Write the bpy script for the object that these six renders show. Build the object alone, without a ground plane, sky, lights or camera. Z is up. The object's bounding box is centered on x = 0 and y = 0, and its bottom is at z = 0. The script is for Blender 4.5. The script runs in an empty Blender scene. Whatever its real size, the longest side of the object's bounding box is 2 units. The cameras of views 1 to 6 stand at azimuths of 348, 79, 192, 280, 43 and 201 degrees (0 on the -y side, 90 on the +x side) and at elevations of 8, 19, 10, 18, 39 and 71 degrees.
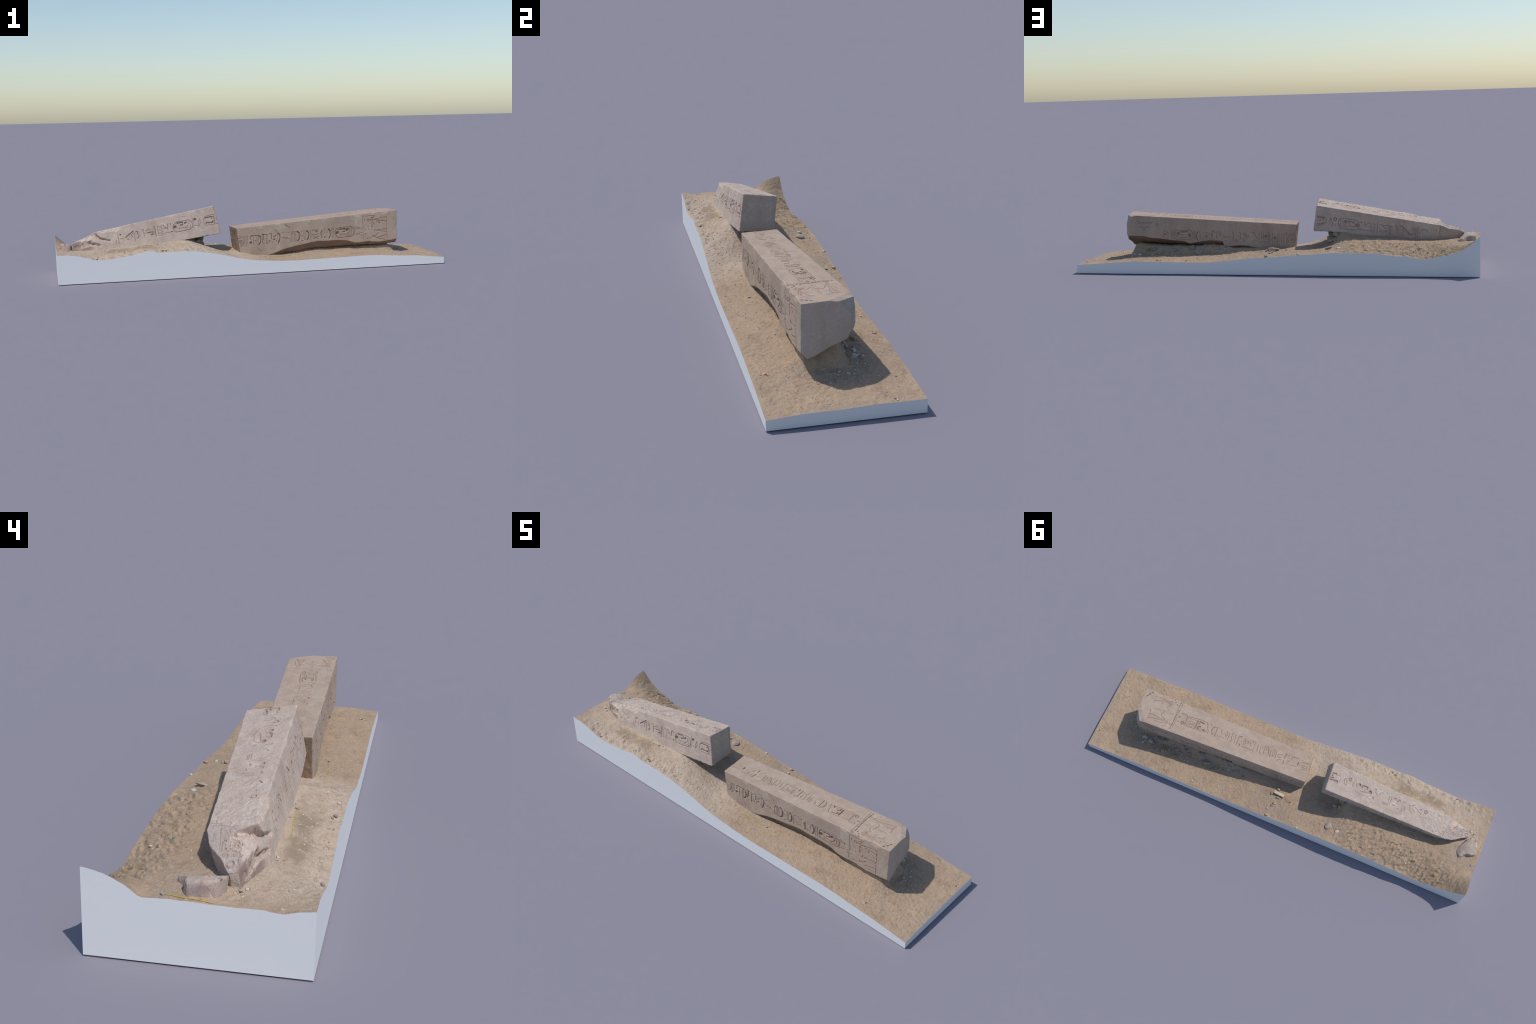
"""Broken granite obelisk lying on an excavated strip of desert ground.

Everything is computed: the ground is a height field through survey points, the
two shafts are lofts through their corner lines (with carved signs pressed into
the faces), stones are noisy hulls, and the materials are procedural nodes.
Frame: metres, z up, x along the strip.
"""
import math
import bpy
import bmesh
import numpy as np
from mathutils import Vector

HALF_X, HALF_Y = 1.0, 0.2315
rng = np.random.default_rng(7)


# ------------------------------------------------------------------ noise
def _hash(ix, iy, iz, seed):
    h = (ix * 374761393 + iy * 668265263 + iz * 2147483647 + seed * 974634541) & 0xFFFFFFFF
    h = ((h ^ (h >> 13)) * 1274126177) & 0xFFFFFFFF
    h = ((h ^ (h >> 16)) * 2246822519) & 0xFFFFFFFF
    return ((h ^ (h >> 15)) & 0xFFFFFF) / float(0xFFFFFF) * 2.0 - 1.0


def value_noise(P, seed=0):
    """Smooth value noise in [-1, 1] at the points P (n, 3)."""
    i = np.floor(P).astype(np.int64)
    f = P - i
    f = f * f * f * (f * (f * 6 - 15) + 10)
    out = 0.0
    for dx in (0, 1):
        wx = f[:, 0] if dx else 1 - f[:, 0]
        for dy in (0, 1):
            wy = f[:, 1] if dy else 1 - f[:, 1]
            for dz in (0, 1):
                wz = f[:, 2] if dz else 1 - f[:, 2]
                out = out + wx * wy * wz * _hash(i[:, 0] + dx, i[:, 1] + dy, i[:, 2] + dz, seed)
    return out


def fbm(P, size, octaves=3, seed=0, gain=0.5):
    P = np.asarray(P, float)
    total, amp, norm = 0.0, 1.0, 0.0
    for o in range(octaves):
        total = total + amp * value_noise(P * (2.03 ** o / size) + 11.7 * o, seed + o)
        norm += amp
        amp *= gain
    return total / norm


def smoothstep(a, b, x):
    t = np.clip((x - a) / (b - a), 0, 1)
    return t * t * (3 - 2 * t)


# ------------------------------------------------------------------ node materials
class Nodes:
    def __init__(self, name, roughness=0.9):
        self.mat = bpy.data.materials.new(name)
        self.mat.use_nodes = True
        self.t = self.mat.node_tree
        self.t.nodes.clear()
        self.out = self.new("ShaderNodeOutputMaterial")
        self.bsdf = self.new("ShaderNodeBsdfPrincipled")
        self.bsdf.inputs["Roughness"].default_value = roughness
        self.bsdf.inputs["Specular IOR Level"].default_value = 0.15
        self.link(self.bsdf.outputs[0], self.out.inputs[0])
        self.co = self.new("ShaderNodeTexCoord").outputs["Object"]

    def new(self, kind):
        return self.t.nodes.new(kind)

    def link(self, a, b):
        self.t.links.new(a, b)

    def noise(self, scale, detail=4, rough=0.55, stretch=None, distortion=0.0):
        n = self.new("ShaderNodeTexNoise")
        n.inputs["Scale"].default_value = scale
        n.inputs["Detail"].default_value = detail
        n.inputs["Roughness"].default_value = rough
        n.inputs["Distortion"].default_value = distortion
        co = self.co
        if stretch:
            m = self.new("ShaderNodeMapping")
            m.inputs["Scale"].default_value = stretch
            self.link(co, m.inputs[0])
            co = m.outputs[0]
        self.link(co, n.inputs["Vector"])
        return n.outputs["Fac"]

    def voronoi(self, scale):
        n = self.new("ShaderNodeTexVoronoi")
        n.inputs["Scale"].default_value = scale
        self.link(self.co, n.inputs["Vector"])
        return n.outputs["Distance"], n.outputs["Color"]

    def ramp(self, fac, stops):
        n = self.new("ShaderNodeValToRGB")
        e = n.color_ramp.elements
        while len(e) < len(stops):
            e.new(0.5)
        for el, (pos, col) in zip(e, stops):
            el.position = pos
            el.color = (*col, 1) if not isinstance(col, (int, float)) else (col, col, col, 1)
        self.link(fac, n.inputs[0])
        return n.outputs[0]

    def mix(self, fac, a, b, mode="MIX"):
        n = self.new("ShaderNodeMix")
        n.data_type = "RGBA"
        n.blend_type = mode
        for slot, val in ((n.inputs[0], fac), (n.inputs[6], a), (n.inputs[7], b)):
            if isinstance(val, (int, float)):
                slot.default_value = val
            elif isinstance(val, tuple):
                slot.default_value = (*val, 1)
            else:
                self.link(val, slot)
        return n.outputs[2]

    def math(self, op, a, b=0.0):
        n = self.new("ShaderNodeMath")
        n.operation = op
        n.use_clamp = op in ("MULTIPLY", "MINIMUM", "MAXIMUM")
        for slot, val in zip(n.inputs, (a, b)):
            if isinstance(val, (int, float)):
                slot.default_value = val
            else:
                self.link(val, slot)
        return n.outputs[0]

    def axis(self, k):
        n = self.new("ShaderNodeSeparateXYZ")
        self.link(self.co, n.inputs[0])
        return n.outputs[k]

    def box(self, k, lo, hi, soft):
        """1 inside lo..hi on object axis k, soft borders."""
        def edge(a, b):
            m = self.new("ShaderNodeMapRange")
            m.interpolation_type = "SMOOTHSTEP"
            m.inputs["From Min"].default_value = a
            m.inputs["From Max"].default_value = b
            self.link(self.axis(k), m.inputs["Value"])
            return m.outputs[0]
        up = edge(lo - soft, lo + soft)
        down = self.math("SUBTRACT", 1.0, edge(hi - soft, hi + soft))
        return self.math("MULTIPLY", up, down)

    def finish(self, colour, bump=None, strength=0.3, distance=0.002):
        if isinstance(colour, tuple):
            self.bsdf.inputs["Base Color"].default_value = (*colour, 1)
        else:
            self.link(colour, self.bsdf.inputs["Base Color"])
        if bump is not None:
            b = self.new("ShaderNodeBump")
            b.inputs["Strength"].default_value = strength
            b.inputs["Distance"].default_value = distance
            self.link(bump, b.inputs["Height"])
            self.link(b.outputs[0], self.bsdf.inputs["Normal"])
        return self.mat


def srgb(r, g, b):
    return tuple(((c / 255 + 0.055) / 1.055) ** 2.4 if c > 10 else c / 255 / 12.92 for c in (r, g, b))


def granite(name, main, warm, dark, pale=None, fine=1.0):
    """Weathered granite: blotches, a mineral speckle and scattered dark grains."""
    m = Nodes(name, 0.85)
    c = m.mix(m.ramp(m.noise(9, 5), [(0.35, 0.0), (0.68, 1.0)]), main, warm)
    if pale:
        c = m.mix(m.ramp(m.noise(26, 4, 0.6), [(0.52, 0.0), (0.72, 0.8)]), c, pale)
    streak = m.ramp(m.noise(30, 3, 0.5, (0.5, 1.0, 0.25)), [(0.46, 0.0), (0.80, 0.45)])
    c = m.mix(streak, c, dark)
    grains = m.ramp(m.noise(520, 2, 0.6), [(0.3, 0.68), (0.5, 1.0), (0.72, 1.2)])
    c = m.mix(fine, c, grains, "MULTIPLY")
    specks = m.ramp(m.voronoi(330)[0], [(0.10, 1.0), (0.22, 0.0)])
    c = m.mix(m.math("MULTIPLY", specks, 0.22), c, dark)
    return m.finish(c, m.noise(420, 3, 0.6), 0.25, 0.001)


def make_materials():
    M = {}
    M["granite_upper"] = granite("pale_pink_granite", srgb(195, 178, 165), srgb(184, 164, 150), srgb(146, 131, 123), srgb(206, 193, 182))
    M["granite_lower"] = granite("tan_granite", srgb(179, 160, 144), srgb(174, 153, 136), srgb(138, 121, 110), srgb(184, 170, 157))
    M["carved_upper"] = granite("carved_pale_granite", srgb(174, 156, 145), srgb(168, 148, 136), srgb(132, 118, 111))  # granite_upper darkened: groove shadow painted into the cut signs
    M["carved_lower"] = granite("carved_tan_granite", srgb(162, 142, 127), srgb(160, 136, 119), srgb(124, 106, 96))
    M["figure"] = granite("reddish_carved_granite", srgb(168, 142, 125), srgb(166, 143, 127), srgb(136, 113, 101))
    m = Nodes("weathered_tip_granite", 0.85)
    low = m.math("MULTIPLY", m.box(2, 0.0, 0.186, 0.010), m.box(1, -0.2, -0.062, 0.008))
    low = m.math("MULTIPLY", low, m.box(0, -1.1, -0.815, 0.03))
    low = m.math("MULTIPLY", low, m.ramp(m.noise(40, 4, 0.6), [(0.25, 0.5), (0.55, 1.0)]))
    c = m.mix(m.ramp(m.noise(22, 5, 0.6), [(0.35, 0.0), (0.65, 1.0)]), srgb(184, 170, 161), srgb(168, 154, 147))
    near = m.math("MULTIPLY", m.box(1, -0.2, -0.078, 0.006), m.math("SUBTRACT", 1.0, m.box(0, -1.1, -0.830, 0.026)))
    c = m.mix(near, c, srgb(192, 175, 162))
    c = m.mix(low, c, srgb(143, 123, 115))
    grains = m.ramp(m.noise(520, 2, 0.6), [(0.3, 0.72), (0.5, 1.0), (0.72, 1.16)])
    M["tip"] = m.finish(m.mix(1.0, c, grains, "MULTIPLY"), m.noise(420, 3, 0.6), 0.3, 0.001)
    M["broken_pale"] = granite("grey_broken_granite", srgb(176, 165, 154), srgb(178, 160, 144), srgb(136, 130, 126), srgb(186, 178, 170))
    M["broken_end"] = granite("smooth_end_granite", srgb(186, 173, 162), srgb(182, 164, 149), srgb(150, 143, 138), srgb(176, 167, 158))
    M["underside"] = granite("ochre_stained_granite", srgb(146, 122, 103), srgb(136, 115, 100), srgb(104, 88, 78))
    M["fragment"] = granite("mauve_broken_granite", srgb(178, 160, 150), srgb(168, 146, 138), srgb(118, 110, 114), srgb(196, 182, 168))

    # sand: tan, with paler trodden bank in front of the upper shaft, dark damp-looking path
    m = Nodes("desert_sand", 1.0)
    c = m.mix(m.ramp(m.noise(5, 4), [(0.35, 0.0), (0.65, 1.0)]), srgb(177, 154, 130), srgb(168, 146, 124))
    c = m.mix(m.ramp(m.noise(16, 5, 0.6), [(0.5, 0.0), (0.75, 0.7)]), c, srgb(188, 162, 136))
    c = m.mix(m.ramp(m.noise(8.5, 5, 0.62), [(0.50, 0.0), (0.66, 0.75)]), c, srgb(164, 147, 130))
    c = m.mix(m.ramp(m.noise(11, 6, 0.66, (1.0, 1.3, 1.0)), [(0.54, 0.0), (0.72, 0.55)]), c, srgb(140, 116, 94))
    bank = m.math("MULTIPLY", m.box(0, -0.95, 0.0, 0.12), m.box(1, -0.4, -0.02, 0.06))
    bank = m.math("MULTIPLY", bank, m.ramp(m.noise(14, 4), [(0.25, 0.45), (0.6, 1.0)]))
    c = m.mix(bank, c, srgb(186, 168, 150))
    path = m.math("MULTIPLY", m.box(0, -0.80, -0.42, 0.07), m.box(1, -0.185, -0.125, 0.018))
    path = m.math("MULTIPLY", path, m.ramp(m.noise(18, 5, 0.6), [(0.35, 0.0), (0.6, 0.85)]))
    c = m.mix(path, c, srgb(146, 128, 110))
    dune = m.math("MULTIPLY", m.box(0, -1.1, -0.80, 0.07), m.box(1, 0.15, 0.4, 0.03))
    c = m.mix(m.math("MULTIPLY", dune, 0.7), c, srgb(150, 132, 110))
    dark = m.ramp(m.noise(60, 5, 0.65), [(0.52, 0.0), (0.75, 0.5)])
    c = m.mix(dark, c, srgb(126, 106, 88))
    grit = m.ramp(m.noise(300, 3, 0.7), [(0.28, 0.78), (0.5, 1.0), (0.75, 1.14)])
    c = m.mix(1.0, c, grit, "MULTIPLY")
    M["sand"] = m.finish(c, m.noise(160, 5, 0.65), 0.45, 0.003)

    m = Nodes("plain_cut_wall", 0.9)
    M["wall"] = m.finish(srgb(224, 224, 225))

    for key, a, b in (("stone_grey", (176, 164, 150), (150, 140, 132)), ("stone_pale", (206, 192, 170), (180, 158, 130)),
                      ("stone_dark", (156, 146, 136), (132, 118, 106)), ("stone_tan", (182, 158, 132), (160, 136, 112)),
                      ("stone_white", (204, 196, 188), (186, 176, 164)), ("stone_red", (150, 98, 80), (134, 90, 76))):
        m = Nodes(key + "_limestone", 0.95)
        c = m.mix(m.ramp(m.noise(45, 5, 0.6), [(0.38, 0.0), (0.66, 1.0)]), srgb(*a), srgb(*b))
        grit = m.ramp(m.noise(400, 3, 0.7), [(0.28, 0.8), (0.5, 1.0), (0.75, 1.1)])
        M[key] = m.finish(m.mix(1.0, c, grit, "MULTIPLY"), m.noise(200, 4), 0.35, 0.002)
    for key, col in (("tape_yellow", (196, 180, 70)), ("litter_red", (196, 70, 66)), ("litter_white", (222, 214, 208)),
                     ("litter_blue", (86, 92, 140)), ("litter_green", (66, 138, 84))):
        m = Nodes(key + "_plastic", 0.6)
        c = m.mix(m.ramp(m.noise(90, 3), [(0.35, 0.0), (0.65, 0.5)]), srgb(*col), srgb(*[int(v * 0.8) for v in col]))
        M[key] = m.finish(c)
    return M


M = make_materials()


# ------------------------------------------------------------------ scene helpers
def link(obj, parent=None, **props):
    bpy.context.scene.collection.objects.link(obj)
    obj.parent = parent
    for k, v in props.items():
        obj[k] = v
    return obj


def empty(name, label, category, at=(0, 0, 0)):
    e = bpy.data.objects.new(name, None)
    e.empty_display_size = 0.05
    e.location = at
    return link(e, label=label, category=category)


def grid_normals(G, wrap):
    """Unit normals of a vertex grid (rows, cols, 3), columns wrapping if asked."""
    ds = np.gradient(G, axis=0)
    dt = (np.roll(G, -1, 1) - np.roll(G, 1, 1)) if wrap else np.gradient(G, axis=1)
    n = np.cross(ds, dt)
    return n / np.maximum(np.linalg.norm(n, axis=2, keepdims=True), 1e-12)


def vertex_normals(V, F):
    n = np.zeros_like(V)
    a, b, c, d = (V[F[:, k]] for k in range(4))
    fn = np.cross(c - a, d - b)
    for k in range(4):
        for ax in range(3):
            n[:, ax] += np.bincount(F[:, k], fn[:, ax], len(V))
    return n / np.maximum(np.linalg.norm(n, axis=1, keepdims=True), 1e-12)


def quad_mesh(name, V, F, material, normals=None):
    """Mesh from quads; a quad whose last two corners agree becomes a triangle."""
    used, F = np.unique(F, return_inverse=True)
    F = F.reshape(-1, 4).astype(np.int32)
    tri = F[:, 2] == F[:, 3]
    quads, tris = F[~tri], F[tri][:, :3]
    me = bpy.data.meshes.new(name)
    me.vertices.add(len(used))
    me.vertices.foreach_set("co", V[used].astype(np.float32).ravel())
    loops = np.concatenate([quads.ravel(), tris.ravel()])
    me.loops.add(len(loops))
    me.loops.foreach_set("vertex_index", loops)
    sizes = np.concatenate([np.full(len(quads), 4), np.full(len(tris), 3)]).astype(np.int32)
    me.polygons.add(len(sizes))
    me.polygons.foreach_set("loop_start", np.concatenate([[0], np.cumsum(sizes)[:-1]]).astype(np.int32))
    me.polygons.foreach_set("loop_total", sizes)
    me.update(calc_edges=True)
    me.polygons.foreach_set("use_smooth", np.ones(len(sizes), bool))
    me.materials.append(material)
    if normals is not None:
        me.normals_split_custom_set_from_vertices(normals[used].tolist())
    return bpy.data.objects.new(name, me)


# ------------------------------------------------------------------ carved signs
# A sign is a set of strokes in the plane of a face: (along x, across) in tenths
# of a millimetre, width / radius and depth in millimetres.
CUT = 1.5  # overall depth of the carving


def carve(strokes, a, b):
    """Depth (m) pressed into the points (a, b) of a face."""
    depth = np.zeros_like(a)
    for s in strokes:
        pts = np.array(s[-(len(s) - (4 if s[0] == "ring" else 3)):], float).reshape(-1, 2) * 1e-4
        if s[0] == "line":
            half, d = s[1] * 0.48e-3, s[2] * 1e-3
        elif s[0] == "pit":
            half, d = s[1] * 1e-3, s[2] * 1e-3
        else:
            half, d = s[2] * 0.5e-3, s[3] * 1e-3
        reach = half + 2e-3 + (s[1] * 1e-3 if s[0] == "ring" else 0)
        lo, hi = pts.min(0) - reach, pts.max(0) + reach
        k = np.nonzero((a > lo[0]) & (a < hi[0]) & (b > lo[1]) & (b < hi[1]))[0]
        if not len(k):
            continue
        p = np.stack([a[k], b[k]], 1)
        if s[0] == "line":
            dist = np.full(len(k), 9.0)
            for q, r in zip(pts[:-1], pts[1:]):
                v = r - q
                t = np.clip(((p - q) @ v) / max(v @ v, 1e-12), 0, 1)
                dist = np.minimum(dist, np.linalg.norm(p - q - t[:, None] * v, axis=1))
        else:
            dist = np.linalg.norm(p - pts[0], axis=1)
            if s[0] == "ring":
                dist = np.abs(dist - s[1] * 1e-3)
        depth[k] = np.maximum(depth[k], CUT * d * smoothstep(half + 0.0008, half - 0.0007, dist))
    return depth


# strokes of the signs, face by face
A_FRONT = [
    ('line', 2, 1.2, -6930, 2196, -6867, 1698), ('pit', 4, 3, -6810, 2145), ('line', 2.2, 1.2, -6840, 1950, -6677, 1954, -6624, 1859), 
    ('line', 4, 2.5, -6545, 2005, -6176, 2300), ('line', 2.2, 1.2, -6176, 2300, -6143, 2252, -6282, 2097, -6204, 2024, -6229, 2002), 
    ('line', 2.5, 1.2, -6470, 1898, -6375, 1917), ('line', 1.8, 1.2, -6111, 2320, -6076, 1833), 
    ('line', 3, 2, -6013, 2269, -5909, 2241, -5949, 2174, -5862, 2054, -5940, 1942), ('line', 2.6, 1.8, -5727, 2337, -5644, 2345, -5596, 1972), 
    ('line', 2, 1.2, -5573, 2156, -5466, 2170), ('line', 4, 2.5, -5441, 2185, -5167, 2219, -5151, 2102, -5259, 2084), 
    ('line', 1.5, 1.2, -5530, 2282, -5333, 2400), ('line', 1.6, 1.2, -5553, 2283, -5196, 2324), ('line', 3, 2, -5067, 2493, -5004, 1990), 
    ('line', 1.6, 1.2, -5127, 2484, -5064, 1982), ('line', 1.8, 1.2, -4935, 2510, -4884, 2020), ('line', 1.8, 1.2, -4721, 2524, -4658, 2032), 
    ('line', 1.7, 1.2, -4927, 2463, -4711, 2489), ('line', 1.7, 1.2, -4919, 2393, -4704, 2418), ('line', 1.7, 1.2, -4912, 2323, -4697, 2348), 
    ('line', 1.7, 1.2, -4905, 2246, -4690, 2273), ('line', 1.7, 1.2, -4898, 2171, -4678, 2196), ('line', 1.7, 1.2, -4891, 2101, -4663, 2125), 
    ('line', 1.7, 1.2, -4884, 2027, -4657, 2039), ('line', 4, 2, -4638, 2520, -4516, 2386, -4400, 2335), ('line', 3.5, 2, -4384, 2579, -4414, 2300), 
    ('line', 3, 1.2, -4623, 2380, -4482, 2350), ('line', 3.5, 1.2, -4264, 2597, -4247, 2491), ('line', 2, 1.2, -4580, 2122, -4292, 2166), 
    ('pit', 3.6, 2.5, -4207, 2186), 
    ('line', 2, 1.6, -3962, 2642, -4114, 2508, -4137, 2346, -4074, 2203, -3982, 2152, -3292, 2256, -3165, 2349, -3120, 2487, -3169, 2642, -3307, 2742, -3962, 2642), 
    ('pit', 7.5, 4, -4033, 2400), ('line', 5, 3, -3917, 2593, -3627, 2627, -3624, 2498, -3756, 2492), ('pit', 6.2, 3.5, -3486, 2593), 
    ('line', 2.4, 1.2, -3332, 2661, -3361, 2475, -3526, 2342), ('line', 2.2, 1.2, -3527, 2330, -3311, 2332), ('line', 3, 1.2, -3886, 2335, -3573, 2355), 
    ('line', 2, 1.2, -3804, 2319, -3797, 2237), ('line', 2, 1.2, -3263, 2681, -3225, 2351), ('line', 2.2, 1.2, -3123, 2792, -3072, 2298), 
    ('pit', 7, 3.5, -2994, 2740), ('line', 2.2, 1.2, -3015, 2436, -2894, 2442, -2800, 2402), 
    ('line', 2.6, 1.2, -2800, 2402, -2811, 2591, -2745, 2776, -2708, 2610, -2780, 2413), 
    ('line', 2, 1.2, -1984, 2967, -2428, 2880, -2560, 2721, -2549, 2532, -2411, 2420, -1786, 2498), ('pit', 4.5, 3, -2398, 2544), 
    ('line', 4.5, 3, -2470, 2799, -2310, 2828, -2102, 2850, -2097, 2748), ('line', 5, 3, -2318, 2546, -2062, 2558, -2069, 2629), 
    ('line', 3.2, 2.5, -2010, 2886, -1966, 2530), ('line', 2, 1.2, -1901, 2763, -1791, 2593), ('line', 1.3, 0.7, -3995, 2865, -3439, 2923), 
    ('line', 1.3, 0.7, -3241, 3009, -3153, 2888, -3104, 2721), ('line', 2, 1.2, -6934, 2143, -6872, 1700), ('line', 2, 1.2, -7037, 1899, -7018, 1737), 
]
A_PYR_FRONT = [
    ('pit', 9.5, 1.6, -8982, 1581), ('line', 2, 1.2, -8844, 1886, -8882, 1426), ('line', 2, 1.2, -8795, 1857, -8815, 1471), 
    ('line', 2, 1.2, -8700, 1738, -8649, 1620, -8565, 1560), 
]
A_TOP = [
    ('line', 5, 3, -2140, -277, -2296, -294), ('line', 4, 3, -2133, -259, -2148, -134), ('line', 4.5, 3, -2121, -32, -2148, 73, -2368, 11), 
    ('line', 4, 2.5, -2143, -28, -2241, -75), ('line', 2, 1.2, -2287, -245, -2462, -285), ('pit', 4.5, 3.5, -2450, 16), 
    ('line', 1.4, 0.8, -2250, 83, -2482, 104, -2573, -28, -2527, -272, -2401, -359), 
    ('line', 2.2, 1.2, -2881, 1, -2789, -43, -2729, -251, -2827, -298, -2899, -96, -2881, 1), ('ring', 6.5, 3, 2, -2991, -333), 
    ('line', 1.6, 1.2, -3280, -73, -3187, -117, -3202, -360, -3295, -420), ('line', 2, 1.2, -3307, -322, -3416, -138), ('pit', 6, 3.5, -3492, -307), 
    ('line', 4.5, 3, -3645, -263, -3643, -336, -3885, -363, -3879, -271), ('line', 4, 3, -3612, -291, -3613, -218), 
    ('line', 2.6, 1.2, -3631, -50, -4014, -129), ('line', 2, 1.2, -3768, -218, -3834, -132), ('pit', 7, 4, -4072, -202), 
    ('line', 1.4, 0.8, -3299, 7, -3689, 85, -4051, 29, -4183, -151, -4153, -255, -3955, -338), 
    ('line', 2.2, 1.2, -4244, -358, -4245, -462, -4310, -449, -4312, -302, -4451, -221), ('line', 2.6, 1.2, -4527, -287, -4553, -403, -4657, -438), 
    ('line', 2.6, 1.2, -4268, 14, -4274, -77, -4340, 9), ('line', 2, 1.2, -4758, -58, -4987, -79), ('line', 2, 1.2, -4766, -3, -4983, -18), 
    ('line', 2, 1.2, -4812, 34, -5041, 13), ('line', 2, 1.2, -5005, -427, -5034, 31), ('line', 2, 1.2, -5102, -444, -5131, 14), 
    ('line', 3, 2, -5227, -430, -5332, -465), ('line', 3.2, 2, -5433, -366, -5465, -469, -5548, -450), ('line', 2.6, 1.2, -5668, -448, -5797, -496), 
    ('line', 3, 2, -5254, -118, -5351, -135), ('line', 2.2, 1.2, -5380, -281, -5462, -262), ('line', 2.4, 1.2, -5502, -60, -5582, -83), 
    ('line', 1.6, 1.2, -5715, -264, -5733, -8), ('line', 1.6, 1.2, -5840, -324, -5862, -128), 
    ('line', 2.2, 1.2, -5969, -444, -6029, -443, -6076, -259, -6202, -172), ('line', 3, 2, -6153, -503, -6243, -575), 
    ('line', 2.6, 1.2, -6250, -342, -6352, -243), ('line', 2.6, 1.2, -6309, -489, -6541, -363, -6657, -300), ('pit', 2.4, 2.5, -6588, -503), 
    ('ring', 6.5, 3, 2, -6846, -493), ('line', 2, 1.2, -7961, 244, -8040, -220), ('line', 1.6, 1.2, -8040, -220, -7889, -222), 
    ('line', 1.6, 1.2, -7873, 212, -7930, -50), ('line', 2, 1.2, -7237, 14, -7317, 64), ('line', 2, 1.2, -7453, 176, -7531, 183), 
    ('line', 2, 1.2, -7604, 104, -7669, 118), ('line', 2, 1.2, -7784, 107, -7870, 96), 
]
A_PYR_TOP = [
    ('ring', 7.5, 3.2, 2, -9050, -448), ('line', 2.2, 1.2, -8907, -578, -9070, -633, -9070, -575), ('line', 2.6, 1.8, -8806, -592, -8814, -458), 
    ('line', 2, 1.2, -8707, -492, -8719, -580, -8778, -600), ('line', 2.6, 1.8, -8813, -215, -8814, -330, -8882, -333), 
    ('line', 1.8, 1.2, -8858, -644, -8842, -438), ('pit', 2.4, 2.5, -8244, -445), ('pit', 2.4, 2.5, -8452, -537), ('pit', 2, 2.5, -8436, -228), 
    ('pit', 2, 2.5, -8532, -234), ('pit', 2, 2.5, -8641, -270), ('line', 2, 1.2, -8344, -385, -8432, -410), ('line', 2, 1.2, -8492, -443, -8589, -450), 
    ('line', 2, 1.2, -8468, -615, -8564, -622), ('line', 2, 1.2, -8556, -525, -8625, -539), ('line', 2, 1.2, -8444, -324, -8536, -340), 
    ('line', 2, 1.2, -8625, -423, -8681, -408, -8661, -339), ('line', 2, 1.2, -8621, -606, -8697, -602), ('line', 1.8, 1.2, -8268, -274, -8336, -288), 
    ('line', 1.6, 1.2, -8701, -154, -8257, -75, -8105, -56), ('line', 1.6, 1.2, -8665, -182, -8352, -141, -8373, -234), 
    ('line', 1.8, 1.2, -8719, -158, -8715, -352), ('line', 1.8, 1.2, -8683, -150, -8679, -344), ('line', 2.2, 1.8, -8819, -195, -8757, -246, -8805, -357), 
    ('line', 2.2, 1.8, -8798, -428, -8746, -502, -8794, -620), ('line', 2, 1.6, -8856, -254, -8830, -656), ('line', 3, 2, -8699, -421, -8692, -505), 
    ('pit', 2.6, 2.5, -8211, -411), ('line', 1.8, 1.2, -8225, -274, -8149, -243, -8144, -360), ('pit', 1.8, 2.5, -8409, -190), 
    ('pit', 1.8, 2.5, -8539, -234), ('pit', 2, 2.5, -8622, -252), ('line', 2, 1.2, -8337, -255, -8357, -288), ('line', 2, 1.2, -8377, -351, -8388, -390), 
    ('line', 2, 1.2, -8452, -397, -8463, -457), ('line', 2, 1.2, -8562, -391, -8546, -460), ('ring', 3, 2, 1.5, -8410, -511), 
    ('line', 2, 1.2, -8504, -581, -8497, -667), ('line', 1.8, 1.2, -8267, -386, -8264, -590), ('line', 2, 1.2, -8450, -309, -8442, -351), 
    ('line', 2, 1.2, -8560, -311, -8561, -362), ('line', 2, 1.2, -8601, -486, -8594, -571), ('line', 2, 1.2, -8511, -510, -8566, -537), 
    ('line', 2, 1.2, -8262, -238, -8309, -256), ('line', 1.8, 1.2, -8259, -149, -8260, -194), ('line', 1.8, 1.2, -8184, -147, -8181, -191), 
    ('line', 2, 1.2, -8283, -331, -8321, -354), ('line', 2, 1.2, -8615, -345, -8635, -407), ('line', 2, 1.2, -8361, -421, -8380, -454), 
]
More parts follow.
